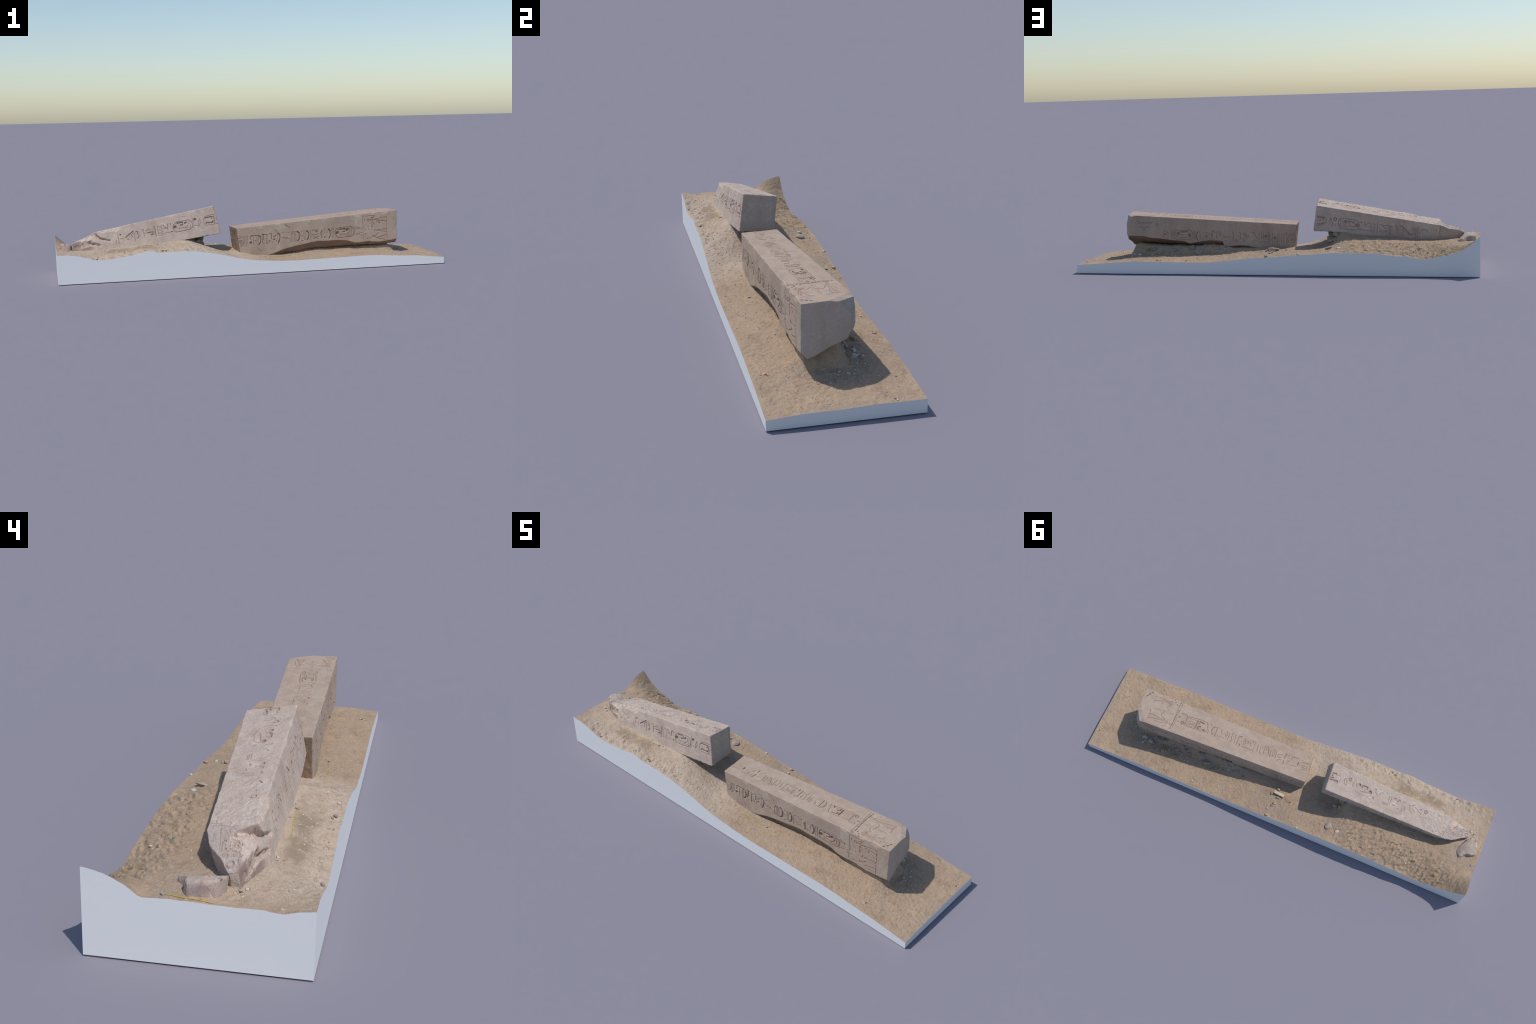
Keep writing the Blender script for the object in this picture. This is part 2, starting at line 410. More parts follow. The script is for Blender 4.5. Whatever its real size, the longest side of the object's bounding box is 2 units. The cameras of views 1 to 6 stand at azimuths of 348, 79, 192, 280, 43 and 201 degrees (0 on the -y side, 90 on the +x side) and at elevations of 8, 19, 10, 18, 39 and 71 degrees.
B_TOP = [
    ('line', 4, 3, 7754, -429, 7709, -483), ('line', 4, 3, 7688, -567, 7648, -612), ('line', 4, 3, 7590, -691, 7546, -750), 
    ('line', 2.4, 1.2, 7803, -317, 7795, -343), ('line', 2, 1.3, 5993, -830, 5928, 620), ('line', 4, 2.5, 6071, -820, 6071, -776), 
    ('line', 4, 2.5, 6081, -667, 6097, -615), ('line', 4, 2.5, 6097, -571, 6089, -520), ('line', 4, 2.5, 6062, -417, 6064, -359), 
    ('line', 4, 2.5, 6051, -290, 6053, -233), ('line', 4, 2.5, 6044, -171, 6047, -117), ('line', 4, 2.5, 6036, -43, 6035, 9), 
    ('line', 4, 2.5, 6027, 62, 6030, 116), ('line', 4, 2.5, 6021, 169, 6022, 217), ('line', 3.6, 2.5, 6026, 307, 6026, 394), 
    ('line', 4, 2.5, 6030, 439, 6036, 496), ('line', 4, 2.5, 6032, 581, 6041, 629), ('pit', 2.6, 2.5, 6398, -838), ('pit', 2.4, 2.5, 6330, -726), 
    ('pit', 3, 2.5, 6211, -638), ('line', 2.4, 1.2, 6393, 649, 6363, 626), ('line', 2.4, 1.2, 6300, 575, 6277, 551), 
    ('line', 2.6, 1.2, 6159, 413, 6134, 379), ('line', 2.2, 1.2, 6991, -679, 6699, -607, 6489, -684), ('line', 2.2, 1.2, 7311, -384, 6921, -535), 
    ('line', 2, 1.2, 7308, -385, 7285, -296), ('line', 2, 1.2, 7302, -643, 7297, -567), ('line', 2.4, 1.2, 6907, -442, 6907, -364), 
    ('line', 2.2, 1.2, 6682, -571, 6495, -482, 6620, -335, 6459, -191), ('line', 2.4, 1.2, 6586, -671, 6481, -710, 6480, -644), 
    ('line', 2.4, 1.2, 7278, 108, 7241, 310, 7006, 287, 6628, 350, 6445, 307), ('line', 2, 1.2, 7232, 306, 7232, 558), 
    ('line', 2.2, 1.2, 7232, 558, 6862, 438), ('line', 2.4, 1.2, 6667, -92, 6649, 9, 6707, 102, 6630, 220, 6462, 272), 
    ('line', 1.5, 0.8, 7196, -19, 6759, -49), ('line', 1.8, 1.2, 6873, 563, 6584, 526, 6259, 438, 6260, 351), ('line', 1.6, 0.8, 6374, -99, 6172, -106), 
    ('line', 2.4, 1.2, 5779, -291, 5802, -347, 5528, -366), ('ring', 3.8, 2.6, 1.5, 5858, -133), ('line', 2.6, 1.2, 5873, 114, 5806, 105), 
    ('ring', 6.5, 3.4, 2.2, 5605, 98), ('line', 2, 1.2, 5520, -348, 5467, 153), 
    ('line', 2, 1.5, 5342, 159, 5459, 18, 5486, -254, 5369, -353, 4694, -441, 4523, -423, 4422, -317, 4365, -61, 4415, 71, 5342, 159), 
    ('line', 2, 1.2, 5381, -271, 5042, -310), ('line', 2, 1.2, 5359, -117, 5280, -121), ('line', 2, 1.2, 5342, -37, 5016, -81), 
    ('line', 2, 1.2, 5346, 19, 5050, -22), ('line', 2, 1.2, 5338, 81, 5112, 62), ('line', 2, 1.2, 5226, -180, 5042, -135), 
    ('line', 5.5, 3, 4962, -315, 4945, 49), ('line', 5, 3, 4640, -324, 4841, -317, 4858, -200), ('line', 5.5, 3, 4736, -93, 4837, -46, 4832, 50), 
    ('line', 3, 1.2, 4782, 27, 4569, 3), ('pit', 5, 3.5, 4515, 10), ('line', 3, 1.2, 4298, -92, 4286, 87), ('line', 2, 1.2, 4322, -408, 4238, -426), 
    ('line', 3.5, 2, 4025, -406, 4130, -324, 4156, -137, 4048, 29), ('line', 3, 1.8, 3950, -398, 3915, 54), ('line', 2.4, 1.2, 3950, -398, 3837, -440), 
    ('line', 2.4, 1.2, 3728, -404, 3729, -294, 3605, -201), ('line', 2.6, 1.2, 3698, -394, 3718, -283, 3611, -206), 
    ('line', 1.6, 1.2, 3802, -28, 3447, -55), ('line', 2.1, 1.2, 3429, -457, 3465, -300, 3408, -150, 3368, -244, 3405, -430), 
    ('line', 3, 1.2, 3308, -399, 3273, -36), ('line', 2.5, 1.2, 3093, -475, 3152, -447, 3134, -227, 3058, -111, 3132, 37), 
    ('line', 2.5, 1.2, 2986, -424, 2904, -7), ('line', 3, 1.8, 2684, -489, 2811, -430, 2804, -256, 2788, 14), ('line', 3.4, 2, 2636, -95, 2642, 22), 
    ('line', 2, 1.2, 2688, -209, 2581, -234), ('line', 2.1, 1.2, 2480, -484, 2521, -313, 2466, -137, 2415, -236, 2461, -442), 
    ('line', 2, 1.2, 2374, -381, 2248, -390, 2318, -256), ('line', 2.4, 1.2, 2178, -499, 2042, -512, 2082, -443), 
    ('line', 1.8, 1.2, 2180, -397, 2144, -212), ('line', 2.3, 1.2, 1964, -523, 1939, -43), ('line', 2, 1.2, 2496, -21, 2263, -55, 2021, -43), 
    ('line', 3, 1.2, 1791, -427, 1758, -115), ('line', 2.4, 1.2, 1635, -450, 1640, -246, 1557, -34), ('line', 2, 1.2, 1567, -482, 1541, -343), 
    ('line', 2.8, 1.2, 1459, -533, 1453, -359, 1419, -123), ('line', 2, 1.2, 1382, -518, 1327, -342), ('line', 2.4, 1.2, 1313, -550, 1157, -170), 
    ('line', 2, 1.2, 1132, -434, 1063, -89), ('line', 2.2, 1.2, 983, -553, 1007, -366, 954, -190, 884, -273, 945, -521), 
    ('line', 2.8, 1.2, 858, -537, 810, -158), ('line', 2, 1.2, 736, -393, 550, -454), ('line', 2, 1.2, 710, -279, 535, -311), 
    ('line', 2.4, 1.2, 667, -74, 645, -184, 509, -198), ('line', 3.6, 2, 353, -597, 394, -502, 389, -354), ('line', 2, 1.2, 248, -520, 208, -589), 
    ('line', 3.6, 2, 364, -216, 348, -73), ('line', 2, 1.2, 227, -254, 138, -321, 152, -189, 212, -111), 
    ('line', 2.8, 1.2, 48, -438, 39, -580, -248, -626), ('line', 4.5, 2.8, -323, -424, -319, -297), ('line', 1.7, 1.2, 28, -147, -316, -195), 
    ('line', 2, 1.2, -501, -532, -787, -578), ('line', 2, 1.2, -538, -362, -795, -394), ('line', 2, 1.2, -554, -269, -826, -321), 
    ('line', 2, 1.2, -566, -187, -842, -229), 
]
B_TOP_FIGURE = [
    ('line', 5, 0.7, 7163, -631, 6884, -564, 6656, -561, 6488, -596), ('ring', 5, 2.6, 0.7, 6475, -569), ('line', 2, 0.9, 6447, -638, 6303, -595), 
    ('line', 5, 0.7, 6811, 436, 6544, 398, 6269, 334), ('line', 3, 0.7, 6385, 388, 6251, 413), 
]
B_FRONT = [
    ('line', 2, 1.2, -762, 1777, -606, 1747, -518, 1654, -490, 1476, -552, 1303, -689, 1255), ('line', 2.5, 1.2, -810, 1680, -630, 1682), 
    ('line', 2, 1.2, -769, 1568, -589, 1559), ('line', 2, 1.2, -759, 1513, -579, 1503), ('line', 2, 1.2, -750, 1457, -581, 1448), 
    ('line', 2, 1.2, -740, 1401, -572, 1392), ('line', 2, 1.2, -720, 1334, -574, 1326), ('line', 2.2, 1.2, -470, 1762, -441, 1253), 
    ('line', 2.2, 1.2, -379, 1768, -373, 1260), ('line', 2.4, 1.2, -312, 1775, -300, 1400), ('line', 3.6, 2, -154, 1767, -6, 1771, -64, 1730), 
    ('line', 4, 2, -156, 1679, -125, 1589), ('pit', 6.5, 3.5, -137, 1424), ('line', 2.3, 1.2, 5, 1759, 25, 1294), ('line', 3.6, 2, 50, 1768, 175, 1772), 
    ('line', 2.2, 1.2, 175, 1772, 206, 1273), ('line', 2, 1.2, 54, 1525, 157, 1530), 
    ('line', 5, 2.8, 255, 1779, 367, 1718, 412, 1561, 385, 1407, 286, 1302), ('line', 1.8, 1.2, 244, 1791, 275, 1303), 
    ('line', 4.5, 2.5, 483, 1812, 585, 1807), ('line', 5.5, 2.5, 539, 1776, 521, 1533), ('line', 2, 1.2, 591, 1596, 450, 1448, 594, 1308), 
    ('line', 3, 2, 631, 1804, 745, 1810, 720, 1345), ('pit', 2.4, 2.5, 743, 1344), ('line', 3.6, 2, 871, 1836, 985, 1819, 967, 1576), 
    ('ring', 4.6, 2, 1.5, 860, 1449), ('line', 2.4, 1.2, 990, 1575, 1018, 1351), ('line', 3.6, 2, 1072, 1660, 1223, 1741), ('pit', 4.5, 2.5, 1126, 1524), 
    ('line', 2, 1.2, 1217, 1497, 1248, 1384), ('line', 5, 2.8, 1306, 1847, 1415, 1775, 1445, 1618, 1406, 1464, 1338, 1334), 
    ('line', 1.8, 1.2, 1313, 1825, 1334, 1346), ('line', 2, 1.2, 1559, 1846, 1628, 1853), ('line', 2, 1.2, 1697, 1861, 1767, 1864), 
    ('line', 2, 1.2, 1859, 1859, 1928, 1860), ('line', 2.6, 1.2, 1530, 1636, 1643, 1541, 1668, 1629, 1780, 1500, 1806, 1599, 1930, 1492), 
    ('line', 2.4, 1.2, 2113, 1884, 2028, 1699, 2045, 1475, 2019, 1365), ('line', 2.4, 1.2, 2136, 1872, 2135, 1370), 
    ('line', 2.4, 1.2, 2206, 1880, 2216, 1355), ('line', 2.4, 1.2, 2287, 1887, 2297, 1361), 
    ('line', 6.5, 3.2, 2368, 1883, 2477, 1788, 2500, 1608, 2469, 1464, 2391, 1401), ('line', 2.6, 1.2, 2588, 1883, 2670, 1890), 
    ('line', 2.6, 1.2, 2582, 1626, 2675, 1632), ('line', 2.6, 1.2, 2588, 1380, 2681, 1386), ('line', 2.3, 1.2, 2740, 1909, 2751, 1416), 
    ('line', 2, 1.2, 2833, 1904, 2833, 1411), ('line', 6.5, 3.2, 2897, 1878, 2984, 1784, 3003, 1627, 2970, 1494, 2908, 1434), 
    ('line', 2.3, 1.2, 3101, 1902, 3124, 1396), ('line', 3.2, 2, 3182, 1909, 3510, 1903, 3484, 1815, 3368, 1832), 
    ('line', 2.5, 1.2, 3177, 1674, 3247, 1681), ('line', 2.5, 1.2, 3341, 1665, 3411, 1673), ('line', 2.5, 1.2, 3481, 1681, 3552, 1688), 
    ('line', 2.8, 1.2, 3257, 1591, 3337, 1520, 3525, 1555), ('line', 2.4, 1.2, 3266, 1456, 3383, 1495, 3523, 1454), 
    ('line', 4.6, 2.5, 3720, 1859, 3723, 1455), ('line', 2.8, 1.2, 3648, 1796, 3657, 1660), 
    ('line', 2.2, 1.6, 1709, 2283, 1844, 2176, 1958, 2126, 1979, 2036), ('line', 1.8, 1.2, 1106, 2057, 1218, 1963, 1309, 1947), 
    ('line', 1.6, 0.8, 191, 1152, 345, 988, 412, 940), ('line', 2.8, 1.2, 3825, 1933, 3896, 1936), ('line', 2.8, 1.2, 3823, 1825, 3905, 1828), 
    ('line', 2.8, 1.2, 3832, 1724, 3915, 1726), ('pit', 3.6, 2.5, 3875, 1503), ('line', 2, 1.2, 4012, 1856, 3991, 1452), 
    ('line', 6.5, 3.2, 4091, 1920, 4182, 1803, 4203, 1644, 4167, 1511, 4121, 1457), ('line', 2.5, 1.2, 4285, 1955, 4309, 1424), 
    ('line', 2.3, 1.2, 4367, 1951, 4392, 1420), 
    ('line', 2.4, 1.8, 4568, 1941, 4471, 1811, 4467, 1631, 4558, 1468, 4700, 1438, 5343, 1472, 5476, 1556, 5526, 1712, 5481, 1873, 5352, 1981, 4710, 1968, 4568, 1941), 
    ('pit', 8, 4.5, 4575, 1704), ('line', 2, 1.2, 4567, 1874, 4708, 1866), ('line', 7, 3.5, 4721, 1884, 5006, 1892), 
    ('line', 4, 2.5, 5005, 1886, 5015, 1749, 4872, 1745), ('pit', 7.2, 4, 5135, 1845), 
    ('line', 2.8, 1.2, 5303, 1916, 5264, 1703, 5107, 1598, 5106, 1553, 5320, 1542), ('line', 2.4, 1.2, 5387, 1912, 5381, 1584), 
    ('line', 3, 1.2, 4703, 1607, 5036, 1613), ('line', 2, 1.2, 4763, 1604, 4761, 1514), ('line', 2.3, 1.2, 5543, 1983, 5558, 1495), 
    ('ring', 5.5, 1.8, 1, 5661, 1898), ('line', 2.4, 1.2, 5732, 1883, 5936, 1878), ('line', 2, 1.2, 5781, 1938, 5791, 1812), 
    ('line', 1.8, 1, 5631, 1571, 5956, 1645, 5960, 1486, 5643, 1559), ('line', 2.1, 1.2, 5994, 2505, 6034, 1300), 
    ('line', 1.8, 1.2, 6006, 2509, 6679, 2518), ('line', 2.1, 1.2, 7355, 2419, 7386, 1184), ('line', 2, 1.2, 6069, 1935, 6092, 1877), 
    ('line', 2, 1.2, 6162, 1794, 6210, 1746), ('line', 2, 1.2, 6331, 1808, 6354, 1761), ('line', 2, 1.2, 6067, 1821, 6089, 1729), 
    ('line', 2, 1.2, 6086, 1548, 6159, 1567, 6254, 1539), ('line', 1.8, 1.2, 6261, 1971, 6357, 1943), ('line', 2, 1.2, 6518, 2185, 6525, 1867), 
    ('line', 2, 1.2, 6575, 2001, 6561, 1865), ('line', 1.4, 1.2, 6956, 1617, 7368, 1619), ('line', 1.8, 1.2, 6775, 1695, 7345, 1712), 
]
B_FRONT_FIGURE = [
    ('line', 4.5, 1.4, 6100, 2353, 6122, 2250), ('ring', 5.5, 3.2, 1.4, 6303, 2286), ('line', 6.5, 1.2, 6387, 2282, 6555, 2274, 6724, 2289, 6965, 2232), 
    ('line', 3.6, 1.4, 6485, 2425, 6654, 2429, 6508, 2345), ('line', 3, 1.4, 6676, 2314, 7112, 2396, 7330, 2408, 7354, 2328), 
    ('line', 3, 1.4, 6965, 2255, 7327, 2192, 7351, 2122), ('line', 3.4, 1.4, 6795, 2217, 6986, 2072, 6964, 2209), 
    ('line', 4.2, 1.4, 6554, 2229, 6577, 2137, 6672, 2030), ('line', 3, 1.3, 6788, 1740, 7055, 1761, 7346, 1803, 7345, 1735), 
    ('line', 3, 1.3, 6716, 1789, 6666, 1678), ('line', 3.4, 1.3, 6883, 1598, 6760, 1468, 6566, 1421, 6806, 1328, 7098, 1405, 7317, 1462), 
    ('line', 4.6, 1.3, 6566, 1409, 6661, 1359), ('line', 2.8, 1.3, 6251, 1312, 6468, 1334), ('line', 2.8, 1.3, 6854, 1303, 7289, 1200), 
]
B_BACK = [
    ('line', 2.6, 1.2, 7191, 2428, 6990, 2404, 6858, 2358, 6455, 2365, 6396, 2420), ('line', 2, 1.2, 7197, 2329, 6906, 2315), 
    ('line', 2, 1.2, 7141, 2130, 7002, 2195, 6893, 2150), ('line', 3, 1.2, 6877, 2039, 6689, 2192, 6559, 2103), ('ring', 6.5, 2.6, 1.5, 6171, 2253), 
    ('line', 2, 1.2, 6035, 2295, 5958, 2272), ('line', 1.8, 1.2, 5862, 1986, 5871, 1612), 
    ('line', 2, 1.2, 5785, 1963, 5654, 1918, 5606, 1764, 5665, 1698), ('pit', 4, 2.5, 5761, 1787), ('line', 2, 1.2, 5439, 1982, 5461, 1565), 
    ('line', 2, 1.2, 5285, 1937, 5304, 1585), 
    ('line', 2, 1.4, 5228, 1969, 5344, 1872, 5376, 1696, 5273, 1541, 5185, 1518, 4476, 1469, 4361, 1556, 4309, 1731, 4366, 1907, 4519, 1963, 5228, 1969), 
    ('pit', 7, 3.5, 5070, 1803), ('line', 4.4, 2.8, 4921, 1890, 4610, 1898), ('line', 3, 1.2, 4928, 1758, 4819, 1713), ('pit', 7.5, 4, 4494, 1700), 
    ('line', 2.4, 1.2, 5211, 1870, 5199, 1673, 5046, 1627), ('line', 2.6, 1.2, 4948, 1583, 4603, 1591), ('line', 2, 1.2, 4255, 1928, 4267, 1445), 
    ('line', 2, 1.2, 4200, 1927, 4212, 1445), ('line', 4, 2, 4024, 1904, 4130, 1773, 4139, 1576, 4047, 1422), ('line', 2, 1.2, 3947, 1903, 3956, 1465), 
    ('ring', 4.6, 2.2, 1.5, 3628, 1638), ('line', 2, 1.2, 3684, 1857, 3466, 1811, 3448, 1724), ('line', 2.4, 1.2, 3319, 1919, 3242, 1918), 
    ('pit', 3.5, 2.5, 3329, 1679), ('line', 2.6, 1.2, 3392, 1505, 3238, 1503), ('line', 2.6, 1.2, 3156, 1874, 3086, 1721, 3126, 1546), 
    ('line', 1.8, 1.2, 3352, 1898, 3358, 1526), ('line', 3, 1.2, 3355, 1886, 3225, 1899, 3350, 1659), 
    ('line', 2.6, 1.2, 3085, 1856, 2885, 1854, 2908, 1655), ('line', 3, 1.2, 2725, 1597, 2383, 1594), ('line', 2.6, 1.2, 2676, 1398, 2590, 1426), 
    ('line', 3, 1.2, 2259, 1848, 2211, 1621, 2259, 1508), ('line', 3, 1.2, 2248, 1423, 2076, 1450, 2037, 1365, 2138, 1337), 
    ('line', 2.6, 1.2, 1890, 1845, 1839, 1703, 1874, 1534), ('line', 3, 1.2, 1751, 1787, 1611, 1758, 1670, 1673), 
    ('line', 3, 1.2, 1734, 1504, 1680, 1419, 1740, 1334), ('line', 2.4, 1.2, 1586, 1673, 1458, 1672, 1477, 1559, 1576, 1560, 1586, 1673), 
    ('line', 3, 1.2, 1268, 1839, 1157, 1782, 1027, 1499), ('line', 2.4, 1.2, 1186, 1387, 1030, 1400), ('line', 2.2, 1.2, 917, 1808, 916, 1441), 
    ('line', 2.2, 1.2, 790, 1807, 802, 1469), ('line', 2.2, 1.2, 692, 1806, 703, 1468), ('pit', 5.5, 2.5, 571, 1622), 
    ('line', 2.2, 1.2, 948, 1328, 553, 1334), ('line', 2.2, 1.2, 452, 1832, 456, 1297), ('line', 2.2, 1.2, 354, 1803, 385, 1296), 
    ('line', 2.2, 1.2, 229, 1774, 259, 1295), ('line', 2.2, 1.2, -22, 1716, 5, 1321), ('line', 2.2, 1.2, -120, 1715, -93, 1321), ('pit', 6, 3, 110, 1534), 
    ('line', 2.4, 1.2, -205, 1320, -246, 1728, -442, 1726), ('line', 2, 1.2, -342, 1657, -317, 1319), ('line', 2, 1.2, -514, 1796, -483, 1233), 
    ('line', 2, 1.2, -945, 1736, -665, 1724, -579, 1627, -545, 1430, -597, 1317, -918, 1287), ('line', 2.4, 1.2, -649, 1632, -900, 1638), 
    ('line', 1.9, 1.2, -659, 1514, -897, 1517), ('line', 1.9, 1.2, -657, 1457, -895, 1455), ('line', 1.9, 1.2, -656, 1401, -893, 1399), 
]
A_BACK = [
    ('line', 2.2, 1.2, -2102, 2655, -2473, 2604, -2558, 2437, -2456, 2246, -2076, 2152), ('line', 4, 2.2, -2099, 2597, -2425, 2571, -2397, 2486), 
    ('line', 4, 2.2, -2105, 2248, -2315, 2247), ('pit', 4.4, 2.5, -2363, 2270), ('line', 3, 1.2, -2139, 2463, -2303, 2462), 
    ('ring', 7.5, 3.4, 2, -2982, 2487), ('line', 2.8, 1.2, -2750, 2560, -2712, 2291, -2801, 2138, -2849, 2237, -2783, 2506), 
    ('line', 2.2, 1.2, -2855, 2183, -2978, 2191, -3010, 2128), 
    ('line', 2.4, 1.8, -3306, 2529, -3182, 2468, -3122, 2289, -3182, 2074, -3336, 2001, -3941, 1917, -4082, 1962, -4158, 2158, -4130, 2337, -4012, 2427, -3616, 2483, -3306, 2529), 
    ('pit', 7, 3.5, -3498, 2350), ('line', 4.6, 2.8, -3629, 2376, -3922, 2320, -3886, 2285), ('line', 3, 1.2, -3626, 2286, -3727, 2214), 
    ('pit', 8, 4, -4037, 2168), ('line', 2, 1.2, -3269, 2467, -3228, 2127), 
    ('line', 2.4, 1.2, -3355, 2449, -3398, 2234, -3499, 2162, -3496, 2090, -3289, 2127), ('line', 2.6, 1.2, -3585, 2125, -3913, 2097), 
    ('ring', 3.2, 2.2, 1.5, -4268, 2318), ('line', 3, 1.2, -4407, 2353, -4451, 2139, -4639, 2084), 
    ('line', 3, 1.2, -4664, 2298, -4523, 2210, -4469, 2139), ('ring', 4, 2.2, 1.5, -4194, 1952), ('line', 2.2, 1.2, -4254, 1925, -4616, 1888), 
    ('line', 2, 1.2, -4698, 2298, -4683, 1816), ('line', 2, 1.2, -4921, 2279, -4906, 1779), ('line', 1.8, 1.2, -4697, 2262, -4920, 2252), 
    ('line', 1.8, 1.2, -4695, 2191, -4918, 2181), ('line', 1.8, 1.2, -4692, 2120, -4916, 2110), ('line', 1.8, 1.2, -4690, 2048, -4914, 2038), 
    ('line', 1.8, 1.2, -4688, 1977, -4912, 1967), ('line', 1.8, 1.2, -4685, 1905, -4909, 1895), ('line', 1.8, 1.2, -4683, 1834, -4907, 1824), 
    ('line', 2.6, 1.2, -5076, 2296, -5026, 1761), ('line', 3, 1.2, -5159, 2189, -5296, 2188, -5328, 2081, -5446, 2009), 
    ('line', 2.6, 1.2, -5330, 2152, -5603, 2133), ('ring', 4.6, 2.2, 1.5, -5193, 1867), 
    ('line', 2, 1.2, -5339, 1885, -5476, 1866, -5337, 1813, -5475, 1813), ('line', 3, 1.2, -5638, 2150, -5666, 1919, -5644, 1705), 
    ('line', 3, 1.2, -5671, 2115, -5774, 2114), ('line', 2.6, 1.2, -5911, 2131, -6013, 2113, -5988, 1775), 
    ('line', 4, 2, -6153, 2137, -6263, 2098, -6627, 1670), ('line', 2.6, 1.2, -6645, 1650, -6851, 1727), ('line', 2.4, 1.2, -6260, 1943, -6314, 1826), 
    ('ring', 6, 2.6, 1.5, -6827, 1944), ('line', 2.2, 1.2, -6948, 1998, -6885, 1552), ('line', 1.8, 1.2, -7041, 2036, -6959, 1513), 
    ('line', 3, 1.2, -7224, 1900, -7335, 1958, -7445, 1899, -7554, 1763), ('line', 2.4, 1.2, -7612, 1956, -7741, 1956), 
    ('line', 2.4, 1.2, -7925, 1955, -7887, 1878, -7924, 1839), ('line', 3, 1.2, -8109, 2070, -8070, 1742), 
]

# ------------------------------------------------------------------ lofted stone blocks
def loft(curves, rows, step, radius, end_radius, seed):
    """Closed stone block: corner lines -> sides with rounded, nibbled arrises -> end caps.

    curves: list of (stations, points) per corner.  Returns the vertex grid, the
    side index per column and a row tag (-1 first cap, 0 side, 1 last cap)."""
    p = np.linspace(0, 1, rows)
    C = [np.stack([np.interp(p, st, np.array(pt)[:, k]) for k in range(3)], 1) for st, pt in curves]
    K = len(C)
    cols, side = [], []
    for k in range(K):
        A, B, Z, N = C[k], C[(k + 1) % K], C[k - 1], C[(k + 2) % K]
        L = np.linalg.norm(B - A, axis=1)
        n = max(6, int(round(L.mean() / step[k])))
        r_a = radius[k] * (0.75 + 0.6 * fbm(np.stack([A[:, 0], A[:, 0] * 0 + k, A[:, 0] * 0], 1), 0.012, 3, seed) +
                           1.6 * np.clip(fbm(A * 1.0 + k, 0.05, 3, seed + 5) - 0.25, 0, 1))
        r_b = radius[(k + 1) % K] * (0.75 + 0.6 * fbm(np.stack([B[:, 0], B[:, 0] * 0 + (k + 1) % K, B[:, 0] * 0], 1), 0.012, 3, seed) +
                                     1.6 * np.clip(fbm(B * 1.0 + (k + 1) % K, 0.05, 3, seed + 5) - 0.25, 0, 1))
        r_a = np.clip(r_a, 0.0008, 0.42 * np.minimum(L, np.linalg.norm(A - Z, axis=1)))
        r_b = np.clip(r_b, 0.0008, 0.42 * np.minimum(L, np.linalg.norm(N - B, axis=1)))
        unit = lambda v: v / np.maximum(np.linalg.norm(v, axis=1, keepdims=True), 1e-9)
        for j in range(n):
            t = j / n
            P = A + (B - A) * t
            for corner, r, dist, back, ahead in ((A, r_a, t * L, unit(Z - A), unit(B - A)), (B, r_b, (1 - t) * L, unit(N - B), unit(A - B))):
                u = np.clip((r + dist) / (2 * r), 0, 1)[:, None]
                q = (1 - u) ** 2 * (corner + r[:, None] * back) + 2 * u * (1 - u) * corner + u ** 2 * (corner + r[:, None] * ahead)
                P = np.where((dist < r)[:, None], q, P)
            cols.append(P)
            side.append(k)
    G = np.stack(cols, 1)
    side = np.array(side)
    # round the rims and close the ends
    caps = []
    for end in (0, -1):
        rim = G[end].copy()
        mid = rim.mean(0)
        inward = mid - rim
        dist_mid = np.linalg.norm(inward, axis=1, keepdims=True)
        order = range(0, 14) if end == 0 else range(-1, -15, -1)
        back = G[12 if end == 0 else -13] - rim
        back /= np.linalg.norm(back, axis=1, keepdims=True)
        r = end_radius * (0.7 + 0.7 * (fbm(rim, 0.02, 2, seed + 9)[:, None] + 0.4))
        r = np.clip(r, 0.001, 0.013)
        ring = []
        size = float(dist_mid.mean())
        fr = np.concatenate([np.linspace(0, 0.012, 9)[1:] / size, np.linspace(0.012 / size, 0.97, int(size / 0.0022))[1:]])
        for f in fr:
            b = f * dist_mid
            u = np.clip((r + b) / (2 * r), 0, 1)
            dirn = inward / dist_mid
            q = (1 - u) ** 2 * (rim + r * back) + 2 * u * (1 - u) * rim + u ** 2 * (rim + r * dirn)
            ring.append(np.where(b < r, q, rim + inward * f))
        for i in order:
            a = np.linalg.norm(G[i] - rim, axis=1, keepdims=True)
            u = np.clip((r - a) / (2 * r), 0, 1)
            dirn = inward / dist_mid
            q = (1 - u) ** 2 * (rim + r * back) + 2 * u * (1 - u) * rim + u ** 2 * (rim + r * dirn)
            G[i] = np.where(a < r, q, G[i])
        caps.append(np.stack(ring))
    grid = np.concatenate([caps[0][::-1], G, caps[1]])
    tag = np.concatenate([np.full(len(caps[0]), -1), np.zeros(rows), np.full(len(caps[1]), 1)]).astype(int)
    return grid, side, tag


def groove(grid, N, line, radius, depth, lean=(0, 0, 0)):
    """Scoop a soft channel along a 3D line into the block."""
    V = grid.reshape(-1, 3)
    line = np.array(line, float)
    k = np.nonzero(((V > line.min(0) - radius) & (V < line.max(0) + radius)).all(1))[0]
    if not len(k):
        return
    P = V[k]
    P = P + 0.004 * np.stack([fbm(P, 0.012, 2, 70 + i) for i in range(3)], 1)
    d = np.full(len(k), 9.0)
    for a, b in zip(line[:-1], line[1:]):
        v = b - a
        t = np.clip(((P - a) @ v) / (v @ v), 0, 1)
        d = np.minimum(d, np.linalg.norm(P - a - t[:, None] * v, axis=1))
    push = depth * (1 - np.clip(d / radius, 0, 1) ** 2) ** 1.5
    V[k] += (-N.reshape(-1, 3)[k] + np.array(lean)) * push[:, None]


